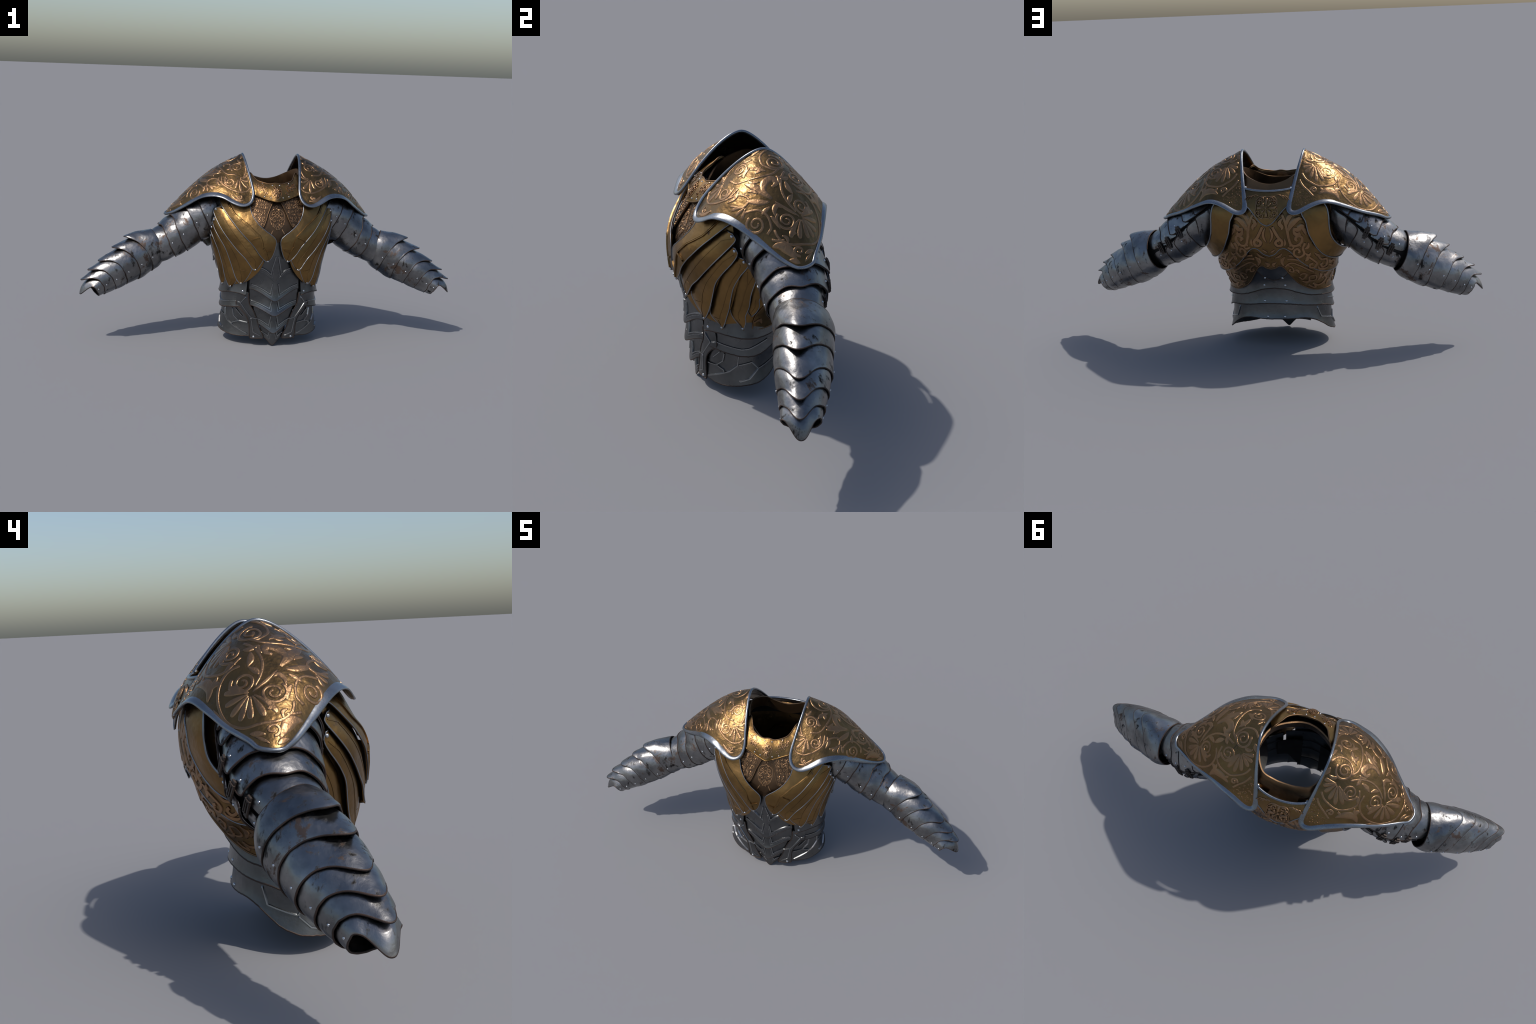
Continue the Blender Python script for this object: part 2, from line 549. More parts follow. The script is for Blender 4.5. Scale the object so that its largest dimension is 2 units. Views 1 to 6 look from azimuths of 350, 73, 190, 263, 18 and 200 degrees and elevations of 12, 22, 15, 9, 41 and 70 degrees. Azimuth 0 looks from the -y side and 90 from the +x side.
# semicircular plate at the small of the back
def small_back():
    ph = np.linspace(158, 202, 30)
    d = np.abs(ph - 180)
    zl = .366 + .05 * (d / 18) ** 2
    t = np.linspace(0, 1, 8)
    Z = zl[:, None] + (.47 - zl[:, None]) * (1 - t[None])
    P = waist(ph[:, None], Z, .009 + .006 * t[None] ** 2)
    V, F, N = plate(P, .004, outward=P * [1, 1, 0])
    ob = fix_normals(make('lumbar_plate', V, F, IRON))
    edge_bead('rusty_rim', P[:, -1], .0022, RUST, ob, 1)
    for a in (170.5, 189.5):
        p = waist(a, .378, .014)
        rivet(p, p * [1, 1, 0] + [0, .05, 0], ob, size=.95)
small_back()
for ob, z, off, da in ((top_band, .335, .010, 11.5), (mid_band, .252, .010, 12), (skirt, .170, .009, 9.5)):
    for s in (-1, 1):
        p = waist(180 + s * da, z, off)
        rivet(p, p * [1, 1, 0] + [0, .05, 0], ob)

def line(S, pts, w=.0040, h=.0052, n=None):
    """Straight-sided raised line with mitred turns."""
    p = np.asarray(pts, float)
    out = [p[0]]
    for a, b in zip(p, p[1:]):
        k = max(4, int(np.hypot((b - a)[0] * .0045, (b - a)[1]) / .006))
        out += [a + (b - a) * i / k for i in range(1, k + 1)]
    return ribbon(S, np.array(out), w, h, cross=5, shape=.7)

for side in (1, -1):
    # hip strap: the front fork of the middle waist plate
    strap_in = [(31, .288), (30.5, .273), (29, .225), (23.5, .185), (19, .140), (15.5, .095), (11.5, .060), (10.5, .040)]
    strap_out = [(46, .288), (47, .250), (46.5, .208), (39, .187), (31.5, .152), (28, .112), (27, .068), (26, .038)]
    n = 46
    a, b = smooth_path(strap_in, n), smooth_path(strap_out, n)
    t = np.linspace(0, 1, 12)
    Q = a[:, None] + (b - a)[:, None] * t[None, :, None]
    P = waist(Q[..., 0], Q[..., 1], .0165 - .004 * (2 * t[None] - 1) ** 2 + .002 * np.linspace(0, 1, n)[:, None])
    V, F, N = plate(P, .005, outward=P * [1, 1, 0])
    strap = fix_normals(make('hip_strap', V, F, IRON, side=side))
    rim = np.concatenate([P[3:, 0], P[-1, 1:], P[-2:8:-1, -1]])
    edge_bead('rusty_rim', rim, .0026, RUST, strap, side)
    S = on_waist(.0150)
    rel = [line(S, [(33, .262), (40, .226), (26, .152), (17.5, .146)]), line(S, [(40, .226), (46.5, .232)]),
           line(S, [(26, .152), (22, .072), (13, .052)])]
    make('raised_line', *joined(rel), GLINT_LINE, strap, side)
    p = waist(21.5, .046, .016); rivet(p, p * [1, 1, 0] + [0, .05, 0], strap, side, 1.05)
    p = waist(38.5, .290, .0125); rivet(p, p * [1, 1, 0] + [0, .05, 0], top_band, side, 1.1)
    # raised lines of the middle plate and skirt
    S = banded(LOW_B, .34, .0045)
    rel = [line(S, [(46, .233), (60, .224), (76, .213), (84, .214), (100, .232), (110, .240)], h=.0035)]
    make('raised_line', *joined(rel), GLINT_LINE, mid_band, side)
    S = banded(LOW_C, .262, .0015)
    rel = [line(S, [(29, .060), (44, .085), (60, .112), (70, .140), (72, .185)]),
           line(S, [(29, .118), (43, .124), (52, .150), (55, .190)]),
           line(S, [(43, .124), (52, .112), (53, .100)]), line(S, [(38, .150), (50, .192)]),
           line(S, [(70, .140), (88, .152), (96, .122), (124, .150), (129.5, .205)], h=.0035),
           line(S, [(96, .122), (84, .085), (70, .072)])]
    make('raised_line', *joined(rel), GLINT_LINE, skirt, side)

# ================================================================ belly lames
# lower edge at the side (angle, z) and in the middle z, and how far the lip stands out there
LAMES = [(17.5, .400, .353, -.008, .58), (27.5, .306, .249, .021, .43), (27.0, .218, .170, .030, .33), (21., .124, .073, .018, .25), (12., .047, .003, .002, .155)]
for i, (pe, ze, zc, out, ztop) in enumerate(LAMES):
    ph = np.linspace(-pe - 3, pe + 3, 61)
    f = np.abs(ph) / pe
    soft = (np.sqrt(f * f + .012) - .11) / .896
    zl = zc + (ze - zc) * np.sin(np.clip(soft, 0, 1.1) * 1.45) / np.sin(1.45)
    t = np.linspace(0, 1, 22)
    Z = zl[:, None] + (ztop - zl[:, None]) * (1 - t[None])
    keel = (.003 * np.exp(-(ph / 5.) ** 2) + .012 * np.exp(-(ph / 13.) ** 2))[:, None]
    base = {0: .012, 1: .005, 2: .006, 3: .006, 4: .0}[i]
    off = base + out * t[None] ** 4 * (1 - .75 * np.clip(f, 0, 1)[:, None] ** 1.5) * .75 + keel * (.4 + .6 * t[None])
    if i == 0:
        off = off + .0
    P = waist(ph[:, None], Z, off)
    V, F, N = plate(P, .005, outward=P * [1, 1, 0])
    ob = fix_normals(make('belly_lame', V, F, IRON))
    edge_bead('rusty_rim', P[:, -1] - N[:, -1] * .002, .0026, RUST if i else IRON, ob, 1)
    # raised L-shaped panel borders left and right of the keel, laid on this lame's own surface
    def lame(u, v, o, ph=ph, P=P, N=N):
        ui = np.clip((np.asarray(u, float) - ph[0]) / (ph[-1] - ph[0]) * (len(ph) - 1), 0, len(ph) - 1.001)
        vi = np.clip(np.asarray(v, float) * (P.shape[1] - 1), 0, P.shape[1] - 1.001)
        a, b = ui.astype(int), vi.astype(int)
        fu, fv = (ui - a)[..., None], (vi - b)[..., None]
        def bl(G):
            return (G[a, b] * (1 - fu) * (1 - fv) + G[a + 1, b] * fu * (1 - fv) + G[a, b + 1] * (1 - fu) * fv + G[a + 1, b + 1] * fu * fv)
        nn = bl(N)
        return bl(P) + nn * np.asarray(o, float)[..., None]
    S = Surf(lame, (.4, .02))
    rel = []
    v0 = 1 - .030 / (ztop - (zc + ze) / 2)
    for s in (1, -1):
        top = (s * (3.2 if i else 1.2), v0 - .30 if i else .40)
        rel.append(line(S, [(s * (pe + 1.5), v0), (s * pe * .6, v0 + .015), (s * 5.2, v0 + .035), (s * 4.2, v0 - .14), top], w=.0040, h=.0062))
        k = .045 * .2 / (ztop - zc) + .02
        rel.append(line(S, [(s * (pe + 1.5), v0 + k), (s * pe * .6, v0 + .015 + k), (s * 3.6, v0 + .04 + k), (s * 2.6, v0 - .14)], w=.0020, h=.0030))
    make('raised_line', *joined(rel), GLINT_LINE, ob)

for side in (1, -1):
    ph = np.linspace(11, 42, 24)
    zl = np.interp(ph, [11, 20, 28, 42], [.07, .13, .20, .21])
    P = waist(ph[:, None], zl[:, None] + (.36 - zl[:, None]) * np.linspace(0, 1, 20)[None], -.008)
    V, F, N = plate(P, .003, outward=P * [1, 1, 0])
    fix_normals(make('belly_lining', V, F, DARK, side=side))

# ================================================================ gilded shell under the wings
ARM_FRONT = [(0, .590), (32, .620), (36, .780), (40, .800), (55, .780), (61, .740), (65, .690), (68, .630), (73, .550), (80, .470), (90, .440)]
ARM_BACK = [(86, .512), (100, .518), (113, .532), (122.5, .565), (128.5, .603), (131, .650), (133, .740), (135, .800), (150, .800), (180, .800)]
LOW_FRONT = [(0, .567), (4, .545), (8, .500), (12.5, .462), (16.5, .425), (21.5, .395), (27, .370), (33.5, .348), (42, .333), (52, .320), (70, .306), (90, .300)]
RIDGE = [(86, .412), (102, .403), (115, .403), (128, .410), (139.5, .432), (149.5, .460), (158, .500), (164.5, .537), (168.5, .550), (172, .545), (175.5, .522), (180, .510)]
LOWER = [(86, .293), (102, .294), (118, .297), (131.5, .302), (145, .325), (155.5, .360), (163, .408), (168.5, .445), (172.5, .455), (176, .443), (180, .438)]

def shell(name, ph, low, high, off_low, off_high, mat, thick=.005, side=1, rows=40, both=False):
    if both:
        full = np.r_[ph, 360 - ph[-2::-1]]
        key = np.where(full > 180, 360 - full, full)
    else:
        full = key = ph
    zl, zh = lut(low, key), np.interp(key, [r[0] for r in high], [r[1] for r in high])
    t = np.linspace(0, 1, rows)
    Z = zl[:, None] + (zh - zl)[:, None] * t[None]
    off = off_high + (off_low - off_high) * (1 - t[None]) ** 2
    P = torso(full[:, None], Z, off)
    V, F, N = plate(P, thick, outward=P * [1, 1, 0])
    return fix_normals(make(name, V, F, mat, side=side)), P, N

for side in (1, -1):
    sh, P, N = shell('breastplate', np.r_[np.linspace(13, 50, 20), np.linspace(51, 90, 40)], LOW_FRONT, ARM_FRONT, -.004, -.006, BRASS, side=side)

cols = np.r_[np.linspace(86, 118, 20)[:-1], np.linspace(118, 136, 50)[:-1], np.linspace(136, 180, 50)]
low_back, PLB, _ = shell('back_plate', cols, LOWER, [(a, z + .06) for a, z in RIDGE], .002, -.006, OLIVE, both=True)
edge_bead('edge_trim', PLB[:, 0], .003, BROWN, low_back, 1)
edge_bead('edge_trim', np.concatenate([PLB[0, ::-1]]), .003, BROWN, low_back, 1)
edge_bead('edge_trim', np.concatenate([PLB[-1]]), .003, BROWN, low_back, 1)
up_back, PUB, _ = shell('back_plate', cols, RIDGE, ARM_BACK, .008, -.004, OLIVE, both=True)
edge_bead('edge_trim', PUB[:, 0], .0022, TRIM, up_back, 1)
edge_bead('edge_trim', PUB[0], .003, SILVER, up_back, 1)
edge_bead('edge_trim', PUB[-1], .003, SILVER, up_back, 1)

# armhole guards
for side in (1, -1):
    inner = [(136, .790), (133, .740), (132, .700), (131, .650), (128.5, .603), (122.5, .565), (113, .535), (101, .521), (90, .516), (83, .520)]
    outer = [(158, .780), (155.5, .715), (152, .677), (149, .620), (144, .575), (138, .533), (130, .500), (118, .479), (104, .474), (92, .488)]
    n = 60
    a, b = smooth_path(inner, n), smooth_path(outer, n)
    t = np.linspace(0, 1, 12)
    Q = a[:, None] + (b - a)[:, None] * t[None, :, None]
    low = np.linspace(0, 1, n)[:, None]
    P = torso(Q[..., 0], Q[..., 1], .0155 + (.016 + .008 * low) * (1 - t[None]) ** 1.5 + .010 * low + .003 * np.sin(np.pi * t[None]))
    V, F, N = plate(P, .004, outward=P * [1, 1, 0])
    g = fix_normals(make('armhole_guard', V, F, BRASS, side=side))
    edge_bead('edge_trim', P[:, 0], .0042, SILVER, g, side)
    edge_bead('edge_trim', P[:, -1], .0030, SILVER, g, side)
    edge_bead('edge_trim', P[-1], .0030, SILVER, g, side)

LOG.clear()
for side in (1, -1):
    a = smooth_path([(124, .785), (122, .74), (121.5, .70), (121, .65), (117, .60), (110, .565), (100, .548)], 40)
    b = smooth_path([(140, .785), (138, .74), (137, .70), (136, .65), (133, .59), (124, .545), (104, .505)], 40)
    t = np.linspace(0, 1, 10)
    Q = a[:, None] + (b - a)[:, None] * t[None, :, None]
    P = torso(Q[..., 0], Q[..., 1], .002 + 0 * Q[..., 0])
    V, F, N = plate(P, .004, outward=P * [1, 1, 0])
    ob = fix_normals(make('armhole_lining', V, F, BRASS, side=side))
    edge_bead('edge_trim', P[:, 0], .0024, BROWN, ob, side)

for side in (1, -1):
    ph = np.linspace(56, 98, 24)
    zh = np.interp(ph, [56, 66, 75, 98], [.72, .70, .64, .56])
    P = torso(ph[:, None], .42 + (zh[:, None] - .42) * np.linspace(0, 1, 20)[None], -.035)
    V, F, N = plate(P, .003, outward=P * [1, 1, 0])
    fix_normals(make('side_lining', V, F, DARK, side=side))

# ================================================================ feather-like breast wings
WINGS = [
    ([(26, .805), (23, .765), (21.5, .730), (19.5, .695), (15, .655), (9, .622), (4, .598), (1.6, .575), (2.2, .535), (5, .490), (9, .463)],
     [(62, .785), (60.5, .757), (54.5, .735), (47, .700), (40, .660), (33, .618), (26.5, .580), (20.5, .540), (16.5, .502), (12.5, .475), (9, .463)]),
    ([(56, .724), (50, .706), (44, .672), (37, .635), (29, .588), (22, .545), (15, .500), (13.5, .475), (15, .457), (18.3, .434), (22, .415)],
     [(63, .718), (66.5, .697), (64.5, .675), (60, .645), (53, .605), (44.5, .556), (37, .511), (31, .479), (27.5, .451), (24.8, .426), (22, .415)]),
    ([(63.5, .668), (57, .640), (49, .600), (41, .550), (33, .500), (27, .455), (25.5, .425), (30, .384), (35.5, .351), (40, .332)],
     [(68, .664), (70, .640), (66, .605), (57.5, .556), (51.5, .512), (48.5, .465), (46.8, .420), (45.5, .375), (43.5, .350), (40, .332)]),
    ([(69, .626), (62, .580), (54, .530), (49, .470), (46, .420), (44.8, .368), (50, .332), (57.5, .302)],
     [(75, .618), (76, .590), (69, .545), (63, .492), (60.5, .425), (61.5, .365), (60.5, .330), (57.5, .302)]),
    ([(73, .580), (67, .520), (63, .460), (61.5, .410), (62.5, .380), (69, .340), (77, .299)],
     [(82, .570), (79, .530), (74.5, .470), (73.8, .420), (76, .370), (78.5, .335), (77, .299)]),
    ([(79, .520), (75, .460), (73.5, .420), (74, .395), (77.5, .374), (82, .358)],
     [(87, .510), (82, .455), (80, .430), (82, .400), (83.5, .375), (82, .358)]),
]
# engraved lines of the wings, as (along, across) fractions
WING_LINES = [
    [[(.10, .62), (.30, .60), (.42, .38), (.58, .40), (.73, .62), (.80, .55), (.80, .12)], [(.73, .62), (.93, .50)], [(.58, .40), (.62, .88)]],
    [[(.10, .85), (.16, .40), (.40, .45), (.66, .55), (.78, .45), (.92, .55)], [(.66, .55), (.70, .85)]],
    [[(.12, .80), (.22, .55), (.52, .60), (.70, .62), (.80, .50), (.93, .45)], [(.70, .62), (.72, .18)]],
    [[(.10, .55), (.25, .75), (.55, .70), (.78, .62), (.78, .22)], [(.80, .45), (.93, .5)]],
    [[(.05, .35), (.24, .62), (.60, .55), (.82, .45)], [(.24, .62), (.08, .85)]],
    [[(.3, .6), (.6, .65), (.8, .4)]],
]
for side in (1, -1):
    for i, (inn, out) in enumerate(WINGS):
        n, m = 70, 16
        a, b = smooth_path(inn, n), smooth_path(out, n)
        t = np.linspace(0, 1, m)
        Q = a[:, None] + (b - a)[:, None] * t[None, :, None]
        s = np.linspace(0, 1, n)[:, None]
        lift_in = .003 if i == 0 else -.005
        lift_out = (.011, .013, .014, .014, .010, .004)[i]
        taper = 1 - .35 * s ** 3
        def wing(u, v, o, a=a, b=b, n=n, li=lift_in, lo=lift_out):
            u = np.clip(np.asarray(u, float), 0, 1)
            v = np.asarray(v, float)
            k = u * (n - 1)
            A = np.stack([np.interp(k, np.arange(n), a[:, j]) for j in (0, 1)], -1)
            B = np.stack([np.interp(k, np.arange(n), b[:, j]) for j in (0, 1)], -1)
            q = A + (B - A) * v[..., None]
            vv = np.clip(v, 0, 1)
            return torso(q[..., 0], q[..., 1], o + (li + (lo - li) * vv + .0035 * np.sin(np.pi * vv)))
        P = wing(s + 0 * t, t + 0 * s, 0.)
        V, F, N = plate(P, .0045, outward=P * [1, 1, 0])
        w = fix_normals(make('wing_plate', V, F, BRASS, side=side))
        rim = np.concatenate([P[:, 0], P[-2::-1, -1]]) if i == 0 else np.concatenate([P[int(n * .62):, 0], P[-2:0:-1, -1], P[0, ::-1]])
        edge_bead('edge_trim', rim, .0021, TRIM, w, side)
        S = Surf(wing, (.006, .01))
        rel = []
        for pl in WING_LINES[i]:
            rel.append(line(S, pl, w=.0034 if i == 0 else .0020, h=.0056 if i == 0 else .0026))
            if i == 0:
                rel.append(line(S, [(u + .012, v + .05) for u, v in pl], w=.0034, h=.0056))
        for k, (V, F) in enumerate(rel):
            # densify: straight lines in wing space bend with the body
            pass
        make('raised_line', *joined(rel), BRASS, w, side)
        dark_outlines('dark_outline_ribbon', w, side, .0013 if i == 0 else .0006)
        for (u, v, sz) in ((.972, .5, .72), (.055, .80 if i else .93, 1.0)):
            if i == 5:
                continue
            p = wing(np.array([u]), np.array([v]), np.array([0.]))[0]
            rivet(p, p * [1, 1, 0] - [0, 0 * p[1], 0], w, side, sz)

LOG.clear()
# ================================================================ chest centre and collar
def patch(top, bottom, n, m, bulge, bdir):
    a, b = smooth_path(top, n), smooth_path(bottom, n)
    t = np.linspace(0, 1, m)
    P = a[:, None] + (b - a)[:, None] * t[None, :, None]
    return P + np.asarray(bdir)[None, None] * (bulge * np.sin(np.pi * t) ** 1.)[None, :, None]

def grid_surf(P, N, step=(.01, .01)):
    """Surface function over a grid of points: (along rows 0..1, along columns 0..1)."""
    def f(u, v, o):
        ui = np.clip(np.asarray(u, float), 0, 1) * (P.shape[0] - 1.001)
        vi = np.clip(np.asarray(v, float), 0, 1) * (P.shape[1] - 1.001)
        a, b = ui.astype(int), vi.astype(int)
        fu, fv = (ui - a)[..., None], (vi - b)[..., None]
        def bl(G):
            return G[a, b] * (1 - fu) * (1 - fv) + G[a + 1, b] * fu * (1 - fv) + G[a, b + 1] * (1 - fu) * fv + G[a + 1, b + 1] * fu * fv
        return bl(P) + bl(N) * np.asarray(o, float)[..., None]
    return Surf(f, step)

# recessed heart plate
ph = np.linspace(-15, 15, 40)
zl = .560 + .06 * (np.abs(ph) / 15) ** 1.2
t = np.linspace(0, 1, 30)
P = torso(ph[:, None], zl[:, None] + (.79 - zl[:, None]) * t[None], -.020)
V, F, N = plate(P, .004, outward=P * [1, 1, 0])
heart = fix_normals(make('chest_inset', V, F, UMBER))
S_HEART = body(-.020)
rel = []
for s in (1, -1):
    for (a, z, r, st) in ((3.4, .705, .011, 90), (5.0, .680, .010, 200), (3.0, .668, .009, 0), (5.3, .655, .008, 120), (2.8, .645, .008, 240), (1.8, .690, .006, 30), (4.6, .698, .005, 30)):
        rel.append(spiral(S_HEART, (s * a, z), r, 1.2, st if s > 0 else 180 - st, s, .0026, .0055, n=22))
    for (a, z, b, y) in ((0, .72, 4, .722), (0, .66, 3.4, .636), (0, .65, 1.8, .622), (0, .70, 6.6, .67), (0, .73, 1.6, .742), (4, .63, 7, .60)):
        rel.append(petal(S_HEART, (s * .3 + s * a * .9, z), (s * b, y), .004, .004))
for z in np.linspace(.625, .74, 9):
    rel.append(spiral(S_HEART, (0, z), .0042, .8, 0, 1, .0022, .0045, n=14))
for s in (1, -1):
    rel.append(stem(S_HEART, [(s * .5, .725), (s * 6, .712), (s * 7.2, .68), (s * 5, .645), (0, .625)], .002, .003))
make('emblem', *joined(rel), COPPER, heart, kind='stuff')

for side in (1, -1):
    # filigree side plates, arched away from the inset
    slit = [(1.5, .790), (2.5, .760), (4.2, .733), (6.2, .705), (7.8, .678), (9.6, .655), (11.5, .637)]
    outr = [(36, .800), (34, .770), (32, .740), (29, .710), (26, .680), (22, .650), (16, .622)]
    n, m = 40, 26
    a, b = smooth_path(slit, n), smooth_path(outr, n)
    t = np.linspace(0, 1, m)
    Q = a[:, None] + (b - a)[:, None] * t[None, :, None]
    P = torso(Q[..., 0], Q[..., 1], -.009)
    V, F, N = plate(P, .006, outward=P * [1, 1, 0])
    fp = fix_normals(make('filigree_plate', V, F, UMBER, side=side))
    edge_bead('edge_trim', P[:, 0], .002, BROWN, fp, side)
    S = body(-.009)
    rel = []
    r0 = np.random.default_rng(21)
    for z in np.arange(.640, .782, .0155):
        lo = np.interp(z, [.637, .655, .678, .705, .733, .76, .79], [11.5, 9.6, 7.8, 6.2, 4.2, 2.5, 1.5]) + 1.3
        hi = np.interp(z, [.622, .65, .68, .71, .74, .77, .8], [16, 21, 23, 25, 28, 31, 34])
        k = max(1, int((hi - lo) / 3.1))
        for j in range(k):
            c = even([(lo + (j + .5 + .2 * r0.standard_normal()) * (hi - lo) / k, z)])[0, 0]
            zz = z + .002 * r0.standard_normal()
            rel.append(spiral(S, (c, zz), .0074 + .0014 * r0.random(), 1.25, 360 * r0.random(), r0.choice([-1, 1]), .0020, .0044, n=18))
            if r0.random() < .7:
                a2 = r0.random() * 6.28
                rel.append(petal(S, (c + .4, zz), (c + 2.6 * math.cos(a2), zz + .012 * math.sin(a2)), .0026, .0030, n=7))
    make('filigree', *joined(rel), COPPER, fp, side, kind='stuff')
    p = torso(13.2, .640, -.014); rivet(p, p * [1, 1, 0], fp, side, .7)

# throat collar
TOP = [(-.132, -.040, .886), (-.124, -.052, .892), (-.116, -.067, .889), (-.104, -.095, .872), (-.089, -.125, .859), (-.06, -.146, .851), (-.03, -.156, .846), (0, -.156, .850)]
BOT = [(-.158, -.075, .862), (-.160, -.105, .845), (-.146, -.150, .815), (-.115, -.190, .796), (-.085, -.200, .785), (-.061, -.208, .776), (-.03, -.220, .768), (0, -.231, .765)]
mirror = lambda L: L + [(-x, y, z) for x, y, z in L[-2::-1]]
P = patch(mirror(TOP), mirror(BOT), 81, 18, .010, (0, -.7, .7))
V, F, N = plate(P, .006, outward=P * 0 + [0, -.7, .7])
sg = 1 if (N * [0, -.7, .7]).sum(-1).mean() > 0 else -1
collar = fix_normals(make('throat_collar', V, F, BRASS))
edge_bead('edge_trim', P[:, 0], .0034, BROWN, collar, 1)
edge_bead('edge_trim', P[:, -1], .0034, BRASS, collar, 1)
S = grid_surf(P, N)
rel = []
for (u, v, r) in ((.5, .55, .017),):
    for k in range(8):
        a = k * math.pi / 4
        rel.append(spiral(S, (u + .036 * math.cos(a), v + .27 * math.sin(a)), .0100, 1.2, math.degrees(a), 1 if k % 2 else -1, .0026, .0055, n=20))
    rel.append(spiral(S, (u, v), .006, 1., 0, 1, .0028, .005, n=16))
    for k in range(8):
        a = (k + .5) * math.pi / 4
        rel.append(petal(S, (u, v), (u + .040 * math.cos(a), v + .30 * math.sin(a)), .0042, .0055))
    rel.append(stem(S, [(u + .062 * math.cos(a), v + .36 * math.sin(a)) for a in np.linspace(-.6, math.pi + .6, 9)], .002, .003))
for s in (1, -1):
    for k, (du, v, r) in enumerate(((.14, .42, .009), (.165, .58, .009), (.19, .42, .009), (.205, .62, .008), (.225, .34, .008), (.235, .50, .008), (.125, .68, .006), (.15, .25, .006))):
        rel.append(spiral(S, (.5 + s * du, v), r * 1.15, 1.3, 70 * k, s, .0024, .0048, n=20))
        rel.append(petal(S, (.5 + s * du, v), (.5 + s * (du + .03), v + .16 * (-1) ** k), .003, .0036, n=8))
make('emblem', *joined(rel), COPPER, collar, kind='stuff')
Su = S
for s in (1, -1):
    for (du, v) in ((.045, .12), (.165, .10), (.075, .86), (.15, .90)):
        p = Su(np.array([.5 + s * du]), np.array([v]), np.array([.0]))[0]
        rivet(p, (0, -.7, .7), collar, 1, .55)

# neck ring
RING = [(0, -.138, .824), (.062, -.120, .832), (.126, -.062, .870), (.151, .003, .894), (.152, .072, .905), (.112, .148, .877), (.055, .162, .850)]
ring = RING + [(0, .163, .840)] + [(-x, y, z) for x, y, z in RING[:0:-1]]
c = smooth_path(ring, 96, True)
rad = c * [1, 1, 0] - [0, .02, 0]
rad /= np.linalg.norm(rad, axis=1, keepdims=True)
prof = [(.050, -.062), (.030, -.046), (.012, -.024), (.006, -.006), (.001, 0), (-.005, -.002), (-.004, -.025), (.001, -.065)]
spread = np.clip((c[:, 1] + .10) / .14, .12, 1.)[:, None]
P = np.stack([c + rad * (o * spread if o > .008 else o) + np.array([0, 0, 1]) * h for o, h in prof], 0)
V, F = P.reshape(-1, 3), grid_faces(len(prof), 96, 0, True)
F += [((len(prof) - 1) * 96 + j, (len(prof) - 1) * 96 + (j + 1) % 96, (j + 1) % 96, j) for j in range(96)]
fix_normals(make('neck_ring', V, F, BROWN))
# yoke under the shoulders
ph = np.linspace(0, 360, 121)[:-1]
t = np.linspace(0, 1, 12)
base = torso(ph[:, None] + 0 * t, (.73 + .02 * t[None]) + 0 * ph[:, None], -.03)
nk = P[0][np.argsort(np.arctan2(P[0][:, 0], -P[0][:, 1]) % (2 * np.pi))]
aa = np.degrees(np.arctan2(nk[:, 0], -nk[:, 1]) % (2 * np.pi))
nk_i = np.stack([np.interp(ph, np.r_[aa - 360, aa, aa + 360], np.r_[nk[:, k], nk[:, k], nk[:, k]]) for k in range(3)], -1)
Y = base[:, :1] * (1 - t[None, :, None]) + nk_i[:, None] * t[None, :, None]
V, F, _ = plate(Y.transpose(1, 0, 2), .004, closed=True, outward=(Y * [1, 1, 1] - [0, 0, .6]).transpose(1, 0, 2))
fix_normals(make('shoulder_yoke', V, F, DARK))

# nape plate
half = [(156, .829), (160, .80), (166, .756), (170, .735), (173.5, .708), (177, .678), (180, .664)]
n = 40
r = np.linspace(0, 1, n)
zt = np.linspace(0, 1, 24)
edge = smooth_path(half, n)
ang = edge[:, 0]
row = []
cols2 = np.r_[np.linspace(154, 180, 40), 360 - np.linspace(154, 180, 40)[-2::-1]]
key = np.where(cols2 > 180, 360 - cols2, cols2)
zl = np.interp(key, edge[:, 0], edge[:, 1])
zh = .817 + .010 * ((180 - key) / 26) ** 1.5
P = torso(cols2[:, None], zl[:, None] + (np.maximum(zh, zl + .002) - zl)[:, None] * zt[None], .015 + .006 * zt[None] ** 2)
V, F, N = plate(P, .005, outward=P * [1, 1, 0])
nape = fix_normals(make('nape_plate', V, F, OLIVE))
edge_bead('edge_trim', P[:, 0], .0026, SILVER, nape, 1)
edge_bead('edge_trim', P[:, -1], .0062, SILVER, nape, 1)
S = body(.0212)
rel = []
c0 = (180, .748)
f0 = local(S, c0)
f = lambda xy: f0(np.asarray(xy, float) * 1.28)
for k in range(8):
    a = math.pi / 4 * k
    R = .030 if k % 2 == 0 else .034
    cc = f([(R * math.cos(a), R * math.sin(a))])[0]
    if k % 2 == 0:
        rel.append(petal(S, f([(.007 * math.cos(a), .007 * math.sin(a))])[0], f([(.036 * math.cos(a), .036 * math.sin(a))])[0], .0068, .0038))
    else:
        for sp in (1, -1):
            q = f([(.034 * math.cos(a + sp * .24), .034 * math.sin(a + sp * .24))])[0]
            rel.append(spiral(S, q, .0138, 1.3, math.degrees(a) - sp * 90, sp, .0028, .0038, n=22))
        rel.append(petal(S, f([(.008 * math.cos(a), .008 * math.sin(a))])[0], f([(.024 * math.cos(a), .024 * math.sin(a))])[0], .006, .0038))
an = np.linspace(0, 2 * math.pi, 80)
rr = .044 + .006 * np.cos(4 * an + math.pi)
rel.append(ribbon(S, f(np.stack([rr * np.cos(an), rr * np.sin(an)], -1)), .0022, .003))
rel.append(spiral(S, c0, .006, 1, 0, 1, .003, .0035, n=16))
for s in (1, -1):
    for k in range(3):
        rel.append(stem(S, [(180 + s * (8 + 2.6 * k), .800 - .003 * k), (180 + s * (12 + 2.6 * k), .802 - .003 * k), (180 + s * (15 + 2.2 * k), .786 - .003 * k)], .0016, .0025, n=14))
make('rosette', *joined(rel), COPPER, nape)
LOG.clear()

